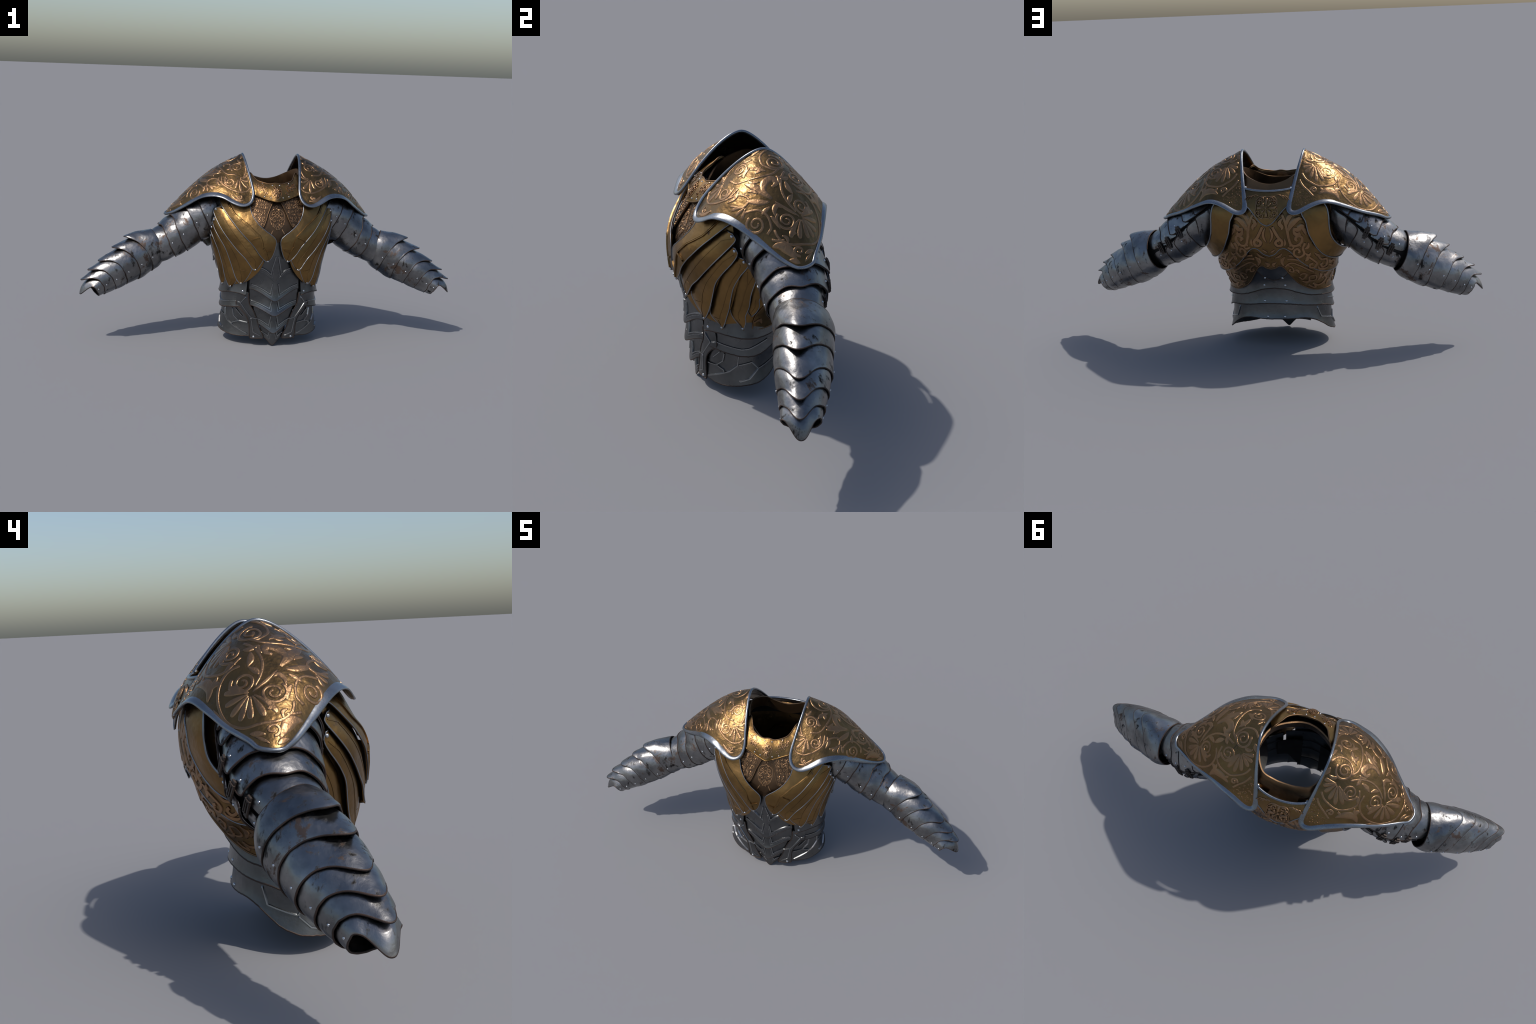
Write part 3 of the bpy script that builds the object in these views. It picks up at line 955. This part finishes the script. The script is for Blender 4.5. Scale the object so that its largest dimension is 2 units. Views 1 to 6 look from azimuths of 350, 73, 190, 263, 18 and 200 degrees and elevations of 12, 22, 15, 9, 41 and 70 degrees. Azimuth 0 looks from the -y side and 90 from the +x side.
# ================================================================ scrollwork of the back
def back_scrolls():
    def fitted(low, high, ol, oh):
        """Surface of a back plate, with the same lift as the sheet itself."""
        lo, hi = np.array(low, float), np.array(high, float)
        def f(u, v, o):
            k = np.where(np.asarray(u) > 180, 360 - np.asarray(u), u)
            zl, zh = lut(low, np.clip(k, 86, 180)), np.interp(k, hi[:, 0], hi[:, 1])
            t = np.clip((v - zl) / (zh - zl), 0, 1)
            return torso_even(u, v, o + oh + (ol - oh) * (1 - t) ** 2 + .0006)
        return Surf(f, (.2, .002))
    S = fitted(RIDGE, ARM_BACK, .008, -.004)
    for s in (1, -1):
        A = lambda a: 180 + s * a
        P2 = lambda L: even([(A(a), z) for a, z in L])
        pieces = [
            ('scroll', stem(S, P2([(2.5, .66), (4.5, .63), (6.8, .605), (9.6, .585), (9.5, .568), (6.5, .565), (4.8, .578), (6.2, .592), (7.6, .586)]), .0092, n=60)),
            ('scroll', stem(S, P2([(9, .72), (11.5, .68), (13.5, .64), (14.8, .60), (17.5, .566), (22.5, .562), (26.5, .580), (26, .602), (22.5, .608), (20.5, .594), (22.5, .585)]), .0088, n=70)),
            ('acanthus_leaf', leaf(S, P2([(14, .63), (17, .665), (22, .690), (27, .688)]), .0170)),
            ('acanthus_leaf', leaf(S, P2([(13, .66), (14, .69), (17, .710), (24, .712)]), .0142)),
            ('acanthus_leaf', leaf(S, P2([(18, .650), (22, .640), (26, .655), (29, .650)]), .0170)),
            ('acanthus_leaf', leaf(S, P2([(18, .648), (20, .620), (24, .615), (23, .632)]), .0128)),
            ('acanthus_leaf', leaf(S, P2([(10, .70), (7.5, .675), (9.5, .655), (9, .64)]), .0128)),
            ('acanthus_leaf', leaf(S, P2([(25, .66), (29, .63), (30, .61)]), .0128)),
            ('acanthus_leaf', leaf(S, P2([(1.0, .655), (2.6, .615), (0.6, .575)]), .0085)),
            ('leaf', leaf(S, P2([(4.5, .545), (2.5, .535), (0.6, .528)]), .006)),
            ('leaf', leaf(S, P2([(11.5, .60), (12.2, .575), (11.0, .560)]), .007)),
            ('leaf', leaf(S, P2([(26, .55), (24, .565), (19, .555)]), .006)),
            ('scroll', stem(S, P2([(30, .575), (28, .545), (29.5, .515), (25, .500), (20.5, .512), (20, .535), (23, .545), (25, .53), (23.5, .522)]), .0078, n=60)),
            ('leaf', leaf(S, P2([(29, .54), (33, .55), (33, .575)]), .0099)),
            ('leaf', leaf(S, P2([(30, .52), (34, .505), (36, .52)]), .0099)),
            ('leaf', leaf(S, P2([(32, .505), (33, .485), (30, .475)]), .0099)),
            ('scroll', stem(S, P2([(33, .50), (39, .478), (44, .455), (41, .436), (36.5, .440), (36.5, .456), (39.5, .458)]), .0071, n=50)),
            ('scroll', stem(S, P2([(44, .50), (49, .475), (57, .470), (58, .442), (52.5, .432), (49.5, .445), (52.5, .455)]), .0071, n=50)),
            ('leaf', leaf(S, P2([(46, .44), (48, .425), (56, .42), (62, .43)]), .0085)),
            ('leaf', leaf(S, P2([(60, .465), (65, .45), (70, .46)]), .0114)),
            ('scroll', stem(S, P2([(63, .435), (70, .425), (74, .44), (70, .455), (67, .445)]), .0064, n=40)),
            ('leaf', leaf(S, P2([(40, .515), (44, .50), (48, .50)]), .0085)),
            ('scroll', stem(S, P2([(14, .556), (18, .545), (19.5, .558), (17, .566), (15.8, .560)]), .0064, n=36)),
        ]
        for nm, (V, F) in pieces:
            make(nm, V, F, COPPER, up_back)
        dark_outlines('dark_outline_ribbon', up_back)
        S2 = fitted(LOWER, [(a, z + .06) for a, z in RIDGE], .002, -.006)
        low = [
            ('leaf', leaf(S2, P2([(13, .505), (10.5, .49), (10, .47), (12, .45)]), .0114)),
            ('leaf', leaf(S2, P2([(10.5, .525), (7.5, .505), (3, .495)]), .0085)),
            ('scroll', stem(S2, P2([(15, .508), (22, .502), (27, .494)]), .0071, n=20)),
            ('scroll', stem(S2, P2([(14, .490), (21, .486), (28, .470)]), .0071, n=20)),
            ('scroll', stem(S2, P2([(12, .445), (18, .468), (27, .450), (36, .425), (44, .405)]), .0064, n=40)),
            ('scroll', stem(S2, P2([(13, .46), (19, .445), (21, .42), (17, .425), (18, .437)]), .0060, n=36)),
            ('leaf', leaf(S2, P2([(21, .43), (25, .425), (27, .405)]), .0085)),
            ('leaf', leaf(S2, P2([(5, .475), (2, .46), (4, .447)]), .0099)),
            ('scroll', stem(S2, P2([(27, .395), (31, .405), (35, .395), (31, .372), (27, .385)]), .0057, n=40)),
            ('leaf', leaf(S2, P2([(30, .36), (36, .352), (40, .365)]), .0085)),
            ('scroll', stem(S2, P2([(38, .385), (46, .385), (47, .36), (39, .358), (38, .385)]), .0051, n=40)),
            ('scroll', stem(S2, P2([(44, .34), (50, .325), (58, .33), (64, .35), (60, .37), (55, .36)]), .0060, n=40)),
            ('leaf', leaf(S2, P2([(50, .35), (54, .375), (52, .395)]), .0114)),
            ('leaf', leaf(S2, P2([(58, .385), (63, .375), (66, .395)]), .0114)),
            ('scroll', stem(S2, P2([(38, .335), (43, .320), (48, .315), (45, .332)]), .0051, n=30)),
        ] + [('leaf', leaf(S2, P2([(66 + 6 * k, .315 + .03 * (k % 3)), (70 + 6 * k, .335 + .03 * (k % 3)), (76 + 6 * k, .325 + .03 * (k % 3))]), .0085)) for k in range(4)]
        for nm, (V, F) in low:
            make(nm, V, F, COPPER, low_back)
        dark_outlines('dark_outline_ribbon', low_back)
back_scrolls()

# ================================================================ shoulder plates
def shoulder(side):
    u = np.linspace(0, 1, 70) ** 1.
    v = np.linspace(-1, 1, 110)
    P = pauldron(u[:, None], v[None], 0.)
    V, F, N = plate(P, .006, outward=P - [.28, .03, .55])
    sp = fix_normals(make('shoulder_plate', V, F, OLIVE, side=side))
    # rim: a closed bead, a broad turned-out lip along the lower edges
    k = 80
    uu = np.concatenate([np.zeros(k), np.linspace(0, 1, k), np.ones(24), np.linspace(1, 0, k)])
    vv = np.concatenate([np.linspace(-1, 1, k), np.ones(k), np.linspace(1, -1, 24), -np.ones(k)])
    lipw = np.concatenate([
        np.interp(np.linspace(-1, 1, k), [-1, -.8, .3, .7, 1], [.0070, .0060, .0060, .0095, .015]),
        np.interp(np.linspace(0, 1, k), [0, .1, .35, .6, 1], [.015, .0155, .0145, .009, .0068]),
        np.full(24, .0065),
        np.interp(np.linspace(1, 0, k), [0, .07, .2, .35, .55, .75, 1], [.0075, .010, .018, .024, .018, .010, .0068])])
    E = pauldron(uu, vv, 0.)
    d = np.linalg.norm(E - np.roll(E, 1, 0), axis=1)
    keep = d > 1e-5
    E, lipw, uu, vv = E[keep], lipw[keep], uu[keep], vv[keep]
    soft = E.copy()
    for _ in range(10):
        soft = (np.roll(soft, 1, 0) + 2 * soft + np.roll(soft, -1, 0)) / 4
    ctr = pauldron(np.clip(uu * .9 + .045, 0, 1), vv * .9, 0.)
    T = np.roll(E, -2, 0) - np.roll(E, 2, 0)
    T /= np.linalg.norm(T, axis=1, keepdims=True) + 1e-12
    for _ in range(4):
        T = (np.roll(T, 1, 0) + 2 * T + np.roll(T, -1, 0)) / 4
    O = E - ctr
    O -= (O * T).sum(1, keepdims=True) * T
    O /= np.linalg.norm(O, axis=1, keepdims=True) + 1e-12
    for _ in range(6):
        O = (np.roll(O, 1, 0) + 2 * O + np.roll(O, -1, 0)) / 4
        O /= np.linalg.norm(O, axis=1, keepdims=True)
    Nn = np.cross(O, T)
    Nn *= np.sign((Nn * (E - [.28, .03, .55])).sum(1, keepdims=True))
    flare = np.where(lipw > .0085, 1., 0.)[:, None]
    for _ in range(8):
        flare = (np.roll(flare, 1, 0) + 2 * flare + np.roll(flare, -1, 0)) / 4
    O2 = O + Nn * .35 * flare
    O2 /= np.linalg.norm(O2, axis=1, keepdims=True)
    N2 = np.cross(T, O2)
    N2 *= np.sign((N2 * Nn).sum(1, keepdims=True))
    thick = np.maximum(.0048, .0075 - lipw * .15)
    a = np.linspace(0, 2 * np.pi, 12, endpoint=False)
    ca, sa = np.sign(np.cos(a)) * np.abs(np.cos(a)) ** .8, np.sin(a)
    C = soft - O2 * (lipw * .15)[:, None]
    R = C[:, None] + O2[:, None] * (lipw[:, None] * ca[None])[..., None] + N2[:, None] * (thick[:, None] * sa[None])[..., None]
    n = len(R)
    F = grid_faces(n, 12, 0, True) + [((n - 1) * 12 + j, j, (j + 1) % 12, (n - 1) * 12 + (j + 1) % 12) for j in range(12)]
    fix_normals(make('rim', R.reshape(-1, 3), F, SILVER, sp, side, sharp=0))

    S = S_PAUL
    def put(nm, vf):
        make(nm, *vf, COPPER, sp, side, sharp=60)
    # scroll volutes: centre, radius, turns, start angle, spin
    for c, r, tn, st, sp_ in (((.115, -.40), .030, 1.9, -60, 1), ((.178, .066), .036, 1.9, 200, -1), ((.282, .372), .033, 1.9, 0, 1),
                              ((.498, .370), .034, 1.9, 150, -1), ((.608, -.09), .034, 1.9, -150, 1), ((.205, -.72), .027, 1.7, 60, -1),
                              ((.575, -.80), .032, 1.7, 180, 1), ((.205, .765), .014, 1.3, 180, 1), ((.815, .02), .019, 1.2, 0, -1), ((.125, -.905), .012, 1.2, 90, 1)):
        put('scroll', spiral(S, c, r * 1.12, tn, st, sp_, .0062, .0020, n=60))
    # enclosing bands
    for pts in ([(.341, .255), (.376, .50), (.345, .655), (.250, .708), (.150, .610), (.07, .47)],
                [(.396, .300), (.392, .51), (.446, .715), (.554, .875), (.665, .93), (.745, .80), (.765, .40), (.765, -.20), (.72, -.52), (.645, -.52)],
                [(.278, -.596), (.285, -.78), (.20, -.838), (.09, -.825), (.02, -.80)],
                [(.243, .189), (.331, .052), (.421, .005), (.494, .082), (.545, .22)],
                [(.028, .04), (.098, -.095), (.178, -.13), (.238, -.02), (.245, .08)],
                [(.123, -.56), (.226, -.545), (.273, -.32), (.276, -.06), (.235, .10)],
                [(.47, -.82), (.50, -.60), (.56, -.50), (.63, -.56), (.66, -.75)],
                [(.275, -.82), (.34, -.66), (.41, -.62), (.43, -.78), (.36, -.86)],
                [(.06, .575), (.14, .72), (.215, .87)],
                [(.015, -.30), (.03, -.50), (.075, -.62)],
                [(.70, -.75), (.72, -.60), (.73, -.40)]):
        put('stem', stem(S, pts,   .0055, .0020, n=44))
    # palmettes
    for base, tips, w in (((.168, .302), [(.045, .30), (.06, .395), (.098, .470), (.153, .570), (.215, .640), (.275, .612), (.30, .53)], .0085),
                          ((.579, .326), [(.475, .600), (.490, .700), (.564, .800), (.640, .835), (.700, .760), (.722, .540), (.735, .190), (.725, -.16)], .0088),
                          ((.105, -.615), [(.020, -.60), (.022, -.70), (.045, -.785), (.100, -.825), (.155, -.80)], .0075),
                          ((.44, -.72), [(.395, -.90), (.45, -.93), (.50, -.92)], .007)):
        for tip in tips:
            put('palmette_petal', petal(S, base, tip, w * 1.3, .0020))
    # leaves and buds
    for pts, w in (([(.459, -.255), (.39, -.36), (.32, -.46), (.270, -.510)], .015),
                   ([(.47, -.30), (.46, -.46), (.43, -.60), (.40, -.66)], .012),
                   ([(.50, -.34), (.52, -.50), (.54, -.60)], .008),
                   ([(.335, .125), (.385, .155), (.424, .225)], .010), ([(.489, .095), (.455, .135), (.424, .225)], .009),
                   ([(.172, -.33), (.20, -.23), (.250, -.125)], .010), ([(.235, -.31), (.225, -.22), (.19, -.16)], .009),
                   ([(.255, .850), (.33, .79), (.40, .80), (.46, .93)], .016),
                   ([(.735, -.90), (.755, -.60), (.80, -.45), (.88, -.30)], .018),
                   ([(.578, .30), (.53, .0), (.47, -.22)], .006), ([(.83, .75), (.88, .5), (.93, .2)], .005),
                   ([(.37, .62), (.385, .70), (.40, .80)], .006), ([(.70, -.42), (.72, -.28), (.76, -.35)], .006),
                   ([(.06, .12), (.035, .20), (.02, .26)], .010), ([(.15, .20), (.12, .24), (.07, .22)], .008),
                   ([(.30, .22), (.315, .12), (.30, -.02)], .009), ([(.36, -.02), (.33, .02), (.29, .0)], .006),
                   ([(.22, -.45), (.19, -.42), (.16, -.30)], .008), ([(.32, -.30), (.30, -.42), (.26, -.44)], .007),
                   ([(.52, -.10), (.50, -.20), (.53, -.30), (.58, -.34)], .009), ([(.66, -.10), (.69, .02), (.70, .10)], .007),
                   ([(.37, .36), (.36, .44), (.385, .56)], .007), ([(.43, .66), (.40, .72), (.42, .84)], .010),
                   ([(.02, -.06), (.035, -.16), (.06, -.20)], .008), ([(.235, -.60), (.25, -.70), (.24, -.78)], .008),
                   ([(.35, -.56), (.37, -.48), (.40, -.44)], .008), ([(.56, -.44), (.60, -.38), (.66, -.36)], .008),
                   ([(.80, .82), (.82, .60), (.84, .30)], .008), ([(.86, -.75), (.90, -.45), (.94, -.2)], .009),
                   ([(.30, .80), (.27, .76), (.26, .73)], .006), ([(.52, .93), (.60, .96), (.68, .95)], .005),
                   ([(.015, .10), (.012, .35), (.02, .50)], .006), ([(.08, -.93), (.16, -.95), (.22, -.92)], .008),
                   ([(.10, -.20), (.07, -.30), (.04, -.28)], .008), ([(.30, -.62), (.335, -.74), (.32, -.84)], .009)):
        put('leaf', leaf(S, pts, w * 1.25, .0020))
    hook = smooth_path([(.455, -.245), (.390, -.325), (.335, -.245), (.312, -.105), (.350, -.055), (.375, -.160)], 34)
    put('leaf', ribbon(S, hook, .005 + .0125 * np.sin(np.pi * np.linspace(.05, .97, 34)) ** 1.5, .0026))
    dark_outlines('dark_outline_ribbon', sp, side)
    # stippled corner
    r1 = np.random.default_rng(5)
    dots = []
    while len(dots) < 70:
        a, b = r1.random() * .19 + .015, r1.random() * .36 + .56
        if b > .60 + (a - .06) * 1.9 and b < .95:
            dots.append(spiral(S, (a, b), .003 + .0016 * r1.random(), .8, 360 * r1.random(), 1, .0018, .0028, n=8))
    make('stippling', *joined(dots), COPPER, sp, side, kind='stuff')
    LOG.clear()
for side in (1, -1):
    shoulder(side)

# ================================================================ arms
A1 = np.array([.8315, -.2675, -.4869]); U1 = np.array([.4635, -.1491, .8735]); S1 = np.array([-.3062, -.9520, 0.])
O1 = np.array([.600, .016, .483])
# side s, bottom s, top s, half width, side offset, bottom depth, dome height, spike height
FORE = [
    (.075, .081, .126, .104, -.024, .111, .112, .144),
    (.148, .170, .209, .102, -.018, .107, .105, .130),
    (.230, .241, .305, .098, -.017, .093, .095, .107),
    (.300, .304, .377, .087, -.013, .083, .082, .095),
    (.358, .366, .434, .076, -.009, .071, .064, .070),
    (.400, .398, .4745, .067, -.004, .060, .050, .006),
]
def arm_point(s, up, sd):
    return O1 + s[..., None] * A1 + up[..., None] * U1 + sd[..., None] * S1

def forearm(side):
    th = np.radians(np.linspace(-180, 180, 121)[:-1])
    cs, sn = np.cos(th), np.sin(th)
    prev = None
    for i, (ss, sb, st, hw, c, ub, ud, ut) in enumerate(FORE):
        pk = .55 * np.exp(-(th / math.radians(24)) ** 2) + .45 * np.maximum(0, cs) ** 3
        pu = np.exp(-(th / math.radians(30)) ** 2)
        if i == 5:
            pk = .75 * np.exp(-(th / math.radians(34)) ** 2) + .25 * np.maximum(0, cs) ** 3
            pu = np.exp(-(th / math.radians(40)) ** 2)
        s1 = np.where(cs > 0, ss + (st - ss) * pk, ss + (sb - ss) * (-cs) ** 1.5)
        up1 = np.where(cs > 0, cs * ud, cs * ub) + (ut - ud) * pu
        sd1 = c + hw * np.sign(sn) * np.abs(sn) ** .95
        wob = np.array([mnoise.noise(Vector((math.cos(a) * 3, math.sin(a) * 3, i * 2.3))) for a in th])
        s1 = s1 + .003 * wob
        if i == 0:
            s0 = np.where(cs > 0, -.018 * cs, .010 * -cs)
            up0 = cs * .097; sd0 = -.018 + .099 * sn
        else:
            q = FORE[i - 1]
            s0 = np.full_like(th, q[0] - .035)
            up0 = np.where(cs > 0, cs * (q[6] - .013), cs * (q[5] - .010)); sd0 = q[4] + (q[3] - .010) * sn
        t = np.linspace(0, 1, 26)[:, None]
        s = s0 + (s1 - s0) * t
        bul = .006 * np.sin(np.pi * t) * (1 if i < 5 else .5)
        e = t ** 1.0
        up = up0 + (up1 - up0) * e + bul * cs
        sd = sd0 + (sd1 - sd0) * e + bul * sn
        if i == 5:
            up = up + .020 * np.sin(np.pi * np.clip(t, 0, 1) ** 1.5) * pu
        sd = sd + .15 * up          # the oval section leans: top to the front, belly to the rear
        P = arm_point(s, up, sd)
        P = np.concatenate([hammered(P[:-1], .0042, 17., i * 3.), P[-1:]])
        P[:, 0] = (P[:, -1] + P[:, 1]) / 2
        ax = arm_point(s, 0 * s, 0 * s + c)
        V, F, N = plate(P, .0045, closed=True, outward=P - ax)
        ob = fix_normals(make('forearm_plate', V, F, STEEL, side=side))
        edge_bead('rusty_rim', P[-1] - N[-1] * .002, .0027, RUST, ob, side, True)
        if i == 0:
            edge_bead('rusty_rim', P[0] - N[0] * .002, .0027, RUST, ob, side, True)
        for ang in (96, -96):
            j = int(np.argmin(np.abs(th - math.radians(ang))))
            p = P[21, j]
            rivet(p, N[21, j], ob, side, .62)

A2 = np.array([.904, 0, -.427]); U2 = np.array([.427, 0, .904]); S2 = np.array([0, -1., 0])
# centre of the rim, depth below, height above, half width
UPPER = [
    ((.292, .036, .715), .122, .088, .136),
    ((.358, .041, .668), .136, .113, .145),
    ((.412, .048, .624), .126, .116, .139),
    ((.481, .050, .557), .111, .115, .131),
    ((.535, .040, .512), .095, .105, .115),
    ((.612, .020, .474), .084, .087, .085),
]
SLIT = -80.
def upper_arm(side):
    for i in range(5):
        (c0, b0, h0, w0), (c1, b1, h1, w1) = UPPER[i], UPPER[i + 1]
        c0, c1 = np.array(c0), np.array(c1)
        if i:
            c0 = c0 - A2 * .022; b0 -= .009; h0 -= .010; w0 -= .009
        gap0, gap1 = 3., 5.5
        n = 110
        t = np.linspace(0, 1, 24)[:, None]
        f = np.linspace(0, 1, n)[None]
        corner = 6. * np.clip((t - .72) / .28, 0, 1) ** 2.5
        gp = gap0 + (gap1 - gap0) * t + corner
        if i == 0:
            gp = gp * .4 + 4 * (1 - t)
        th = np.radians(SLIT + gp + (360 - 2 * gp) * f)
        cs, sn = np.cos(th), np.sin(th)
        bul = .005 * np.sin(np.pi * t * .9)
        bb = b0 + (b1 - b0) * t + bul; hh = h0 + (h1 - h0) * t + bul; ww = w0 + (w1 - w0) * t + bul
        cc = c0 + (c1 - c0) * t
        wave = np.array([mnoise.noise(Vector((math.cos(a) * 2.2, math.sin(a) * 2.2, 5 + i * 3.1))) for a in th[-1]]) * .005
        bracket = .014 * np.exp(-((np.degrees(th) + 0) / 16) ** 2) - .006 * np.exp(-((np.degrees(th) - 38) / 18) ** 2)
        ext = (wave[None] + (bracket if 1 < i < 4 else 0)) * t ** 3
        if i == 0:
            ext = ext + .03 * np.exp(-((np.degrees(th) - 235) / 26) ** 2) * t ** 2
        P = cc[:, None] + U2 * (np.where(cs > 0, hh, bb) * cs)[..., None] + S2 * (ww * sn)[..., None] + A2 * ext[..., None]
        P = hammered(P, .0040, 17., 20 + i * 3.)
        V, F, N = plate(P, .0045, outward=P - cc[:, None])
        ob = fix_normals(make('upper_arm_plate' if i < 4 else 'elbow_plate', V, F, STEEL, side=side))
        if i < 4:
            edge_bead('rusty_rim', np.concatenate([P[6:-1, 0], P[-1], P[-2:6:-1, -1]]), .0026, RUST, ob, side)
        def at(row, deg):
            d = np.degrees(th[row])
            j = int(np.argmin(np.abs(d - deg)))
            return P[row, j], N[row, j]
        if i < 4:
            p, nn = at(19, 92); rivet(p, nn, ob, side, .72)
        if i > 1:
            for dg in (SLIT + 22, SLIT + 360 - 20):
                p, nn = at(15, dg); rivet(p, nn, ob, side, .72)
            buckle(P, N, th, 13 if i < 4 else 9, ob, side)
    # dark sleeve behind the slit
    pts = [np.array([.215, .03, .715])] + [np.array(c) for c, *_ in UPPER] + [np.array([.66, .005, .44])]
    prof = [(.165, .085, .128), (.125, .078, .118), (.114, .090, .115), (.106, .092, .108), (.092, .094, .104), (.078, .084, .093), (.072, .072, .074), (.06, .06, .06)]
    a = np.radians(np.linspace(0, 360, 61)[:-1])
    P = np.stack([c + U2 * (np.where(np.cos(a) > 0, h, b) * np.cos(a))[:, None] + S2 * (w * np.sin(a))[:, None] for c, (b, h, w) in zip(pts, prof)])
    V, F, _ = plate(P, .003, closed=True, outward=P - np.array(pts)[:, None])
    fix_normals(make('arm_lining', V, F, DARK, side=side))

def box(c, ax, ay, az, sx, sy, sz):
    V = [np.array(c) + ax * x * sx + ay * y * sy + az * z * sz for z in (-1, 1) for y in (-1, 1) for x in (-1, 1)]
    return np.array(V), [(0, 2, 3, 1), (4, 5, 7, 6), (0, 1, 5, 4), (2, 6, 7, 3), (0, 4, 6, 2), (1, 3, 7, 5)]

def buckle(P, N, th, row, parent, side):
    """Two strap ends bridged by a rectangular frame across the slit."""
    pa, pb = P[row, 2], P[row, -3]
    mid = (pa + pb) / 2
    nrm = N[row, 2] + N[row, -3]; nrm /= np.linalg.norm(nrm)
    ax = pa - pb; ax -= (ax @ nrm) * nrm; ax /= np.linalg.norm(ax)
    ay = np.cross(nrm, ax)
    c = mid + nrm * .0045
    parts = [box(c + ax * .017, ax, ay, nrm, .014, .0085, .003), box(c - ax * .017, ax, ay, nrm, .014, .0085, .003),
             box(c + ay * .010 + nrm * .004, ax, ay, nrm, .020, .0022, .003), box(c - ay * .010 + nrm * .004, ax, ay, nrm, .020, .0022, .003),
             box(c + ax * .019 + nrm * .004, ax, ay, nrm, .0022, .012, .003), box(c - ax * .019 + nrm * .004, ax, ay, nrm, .0022, .012, .003),
             box(c + nrm * .006, ax, ay, nrm, .019, .0017, .0017)]
    make('buckle', *joined(parts), LEATHER, parent, side, sharp=20)

for side in (1, -1):
    forearm(side)
    upper_arm(side)
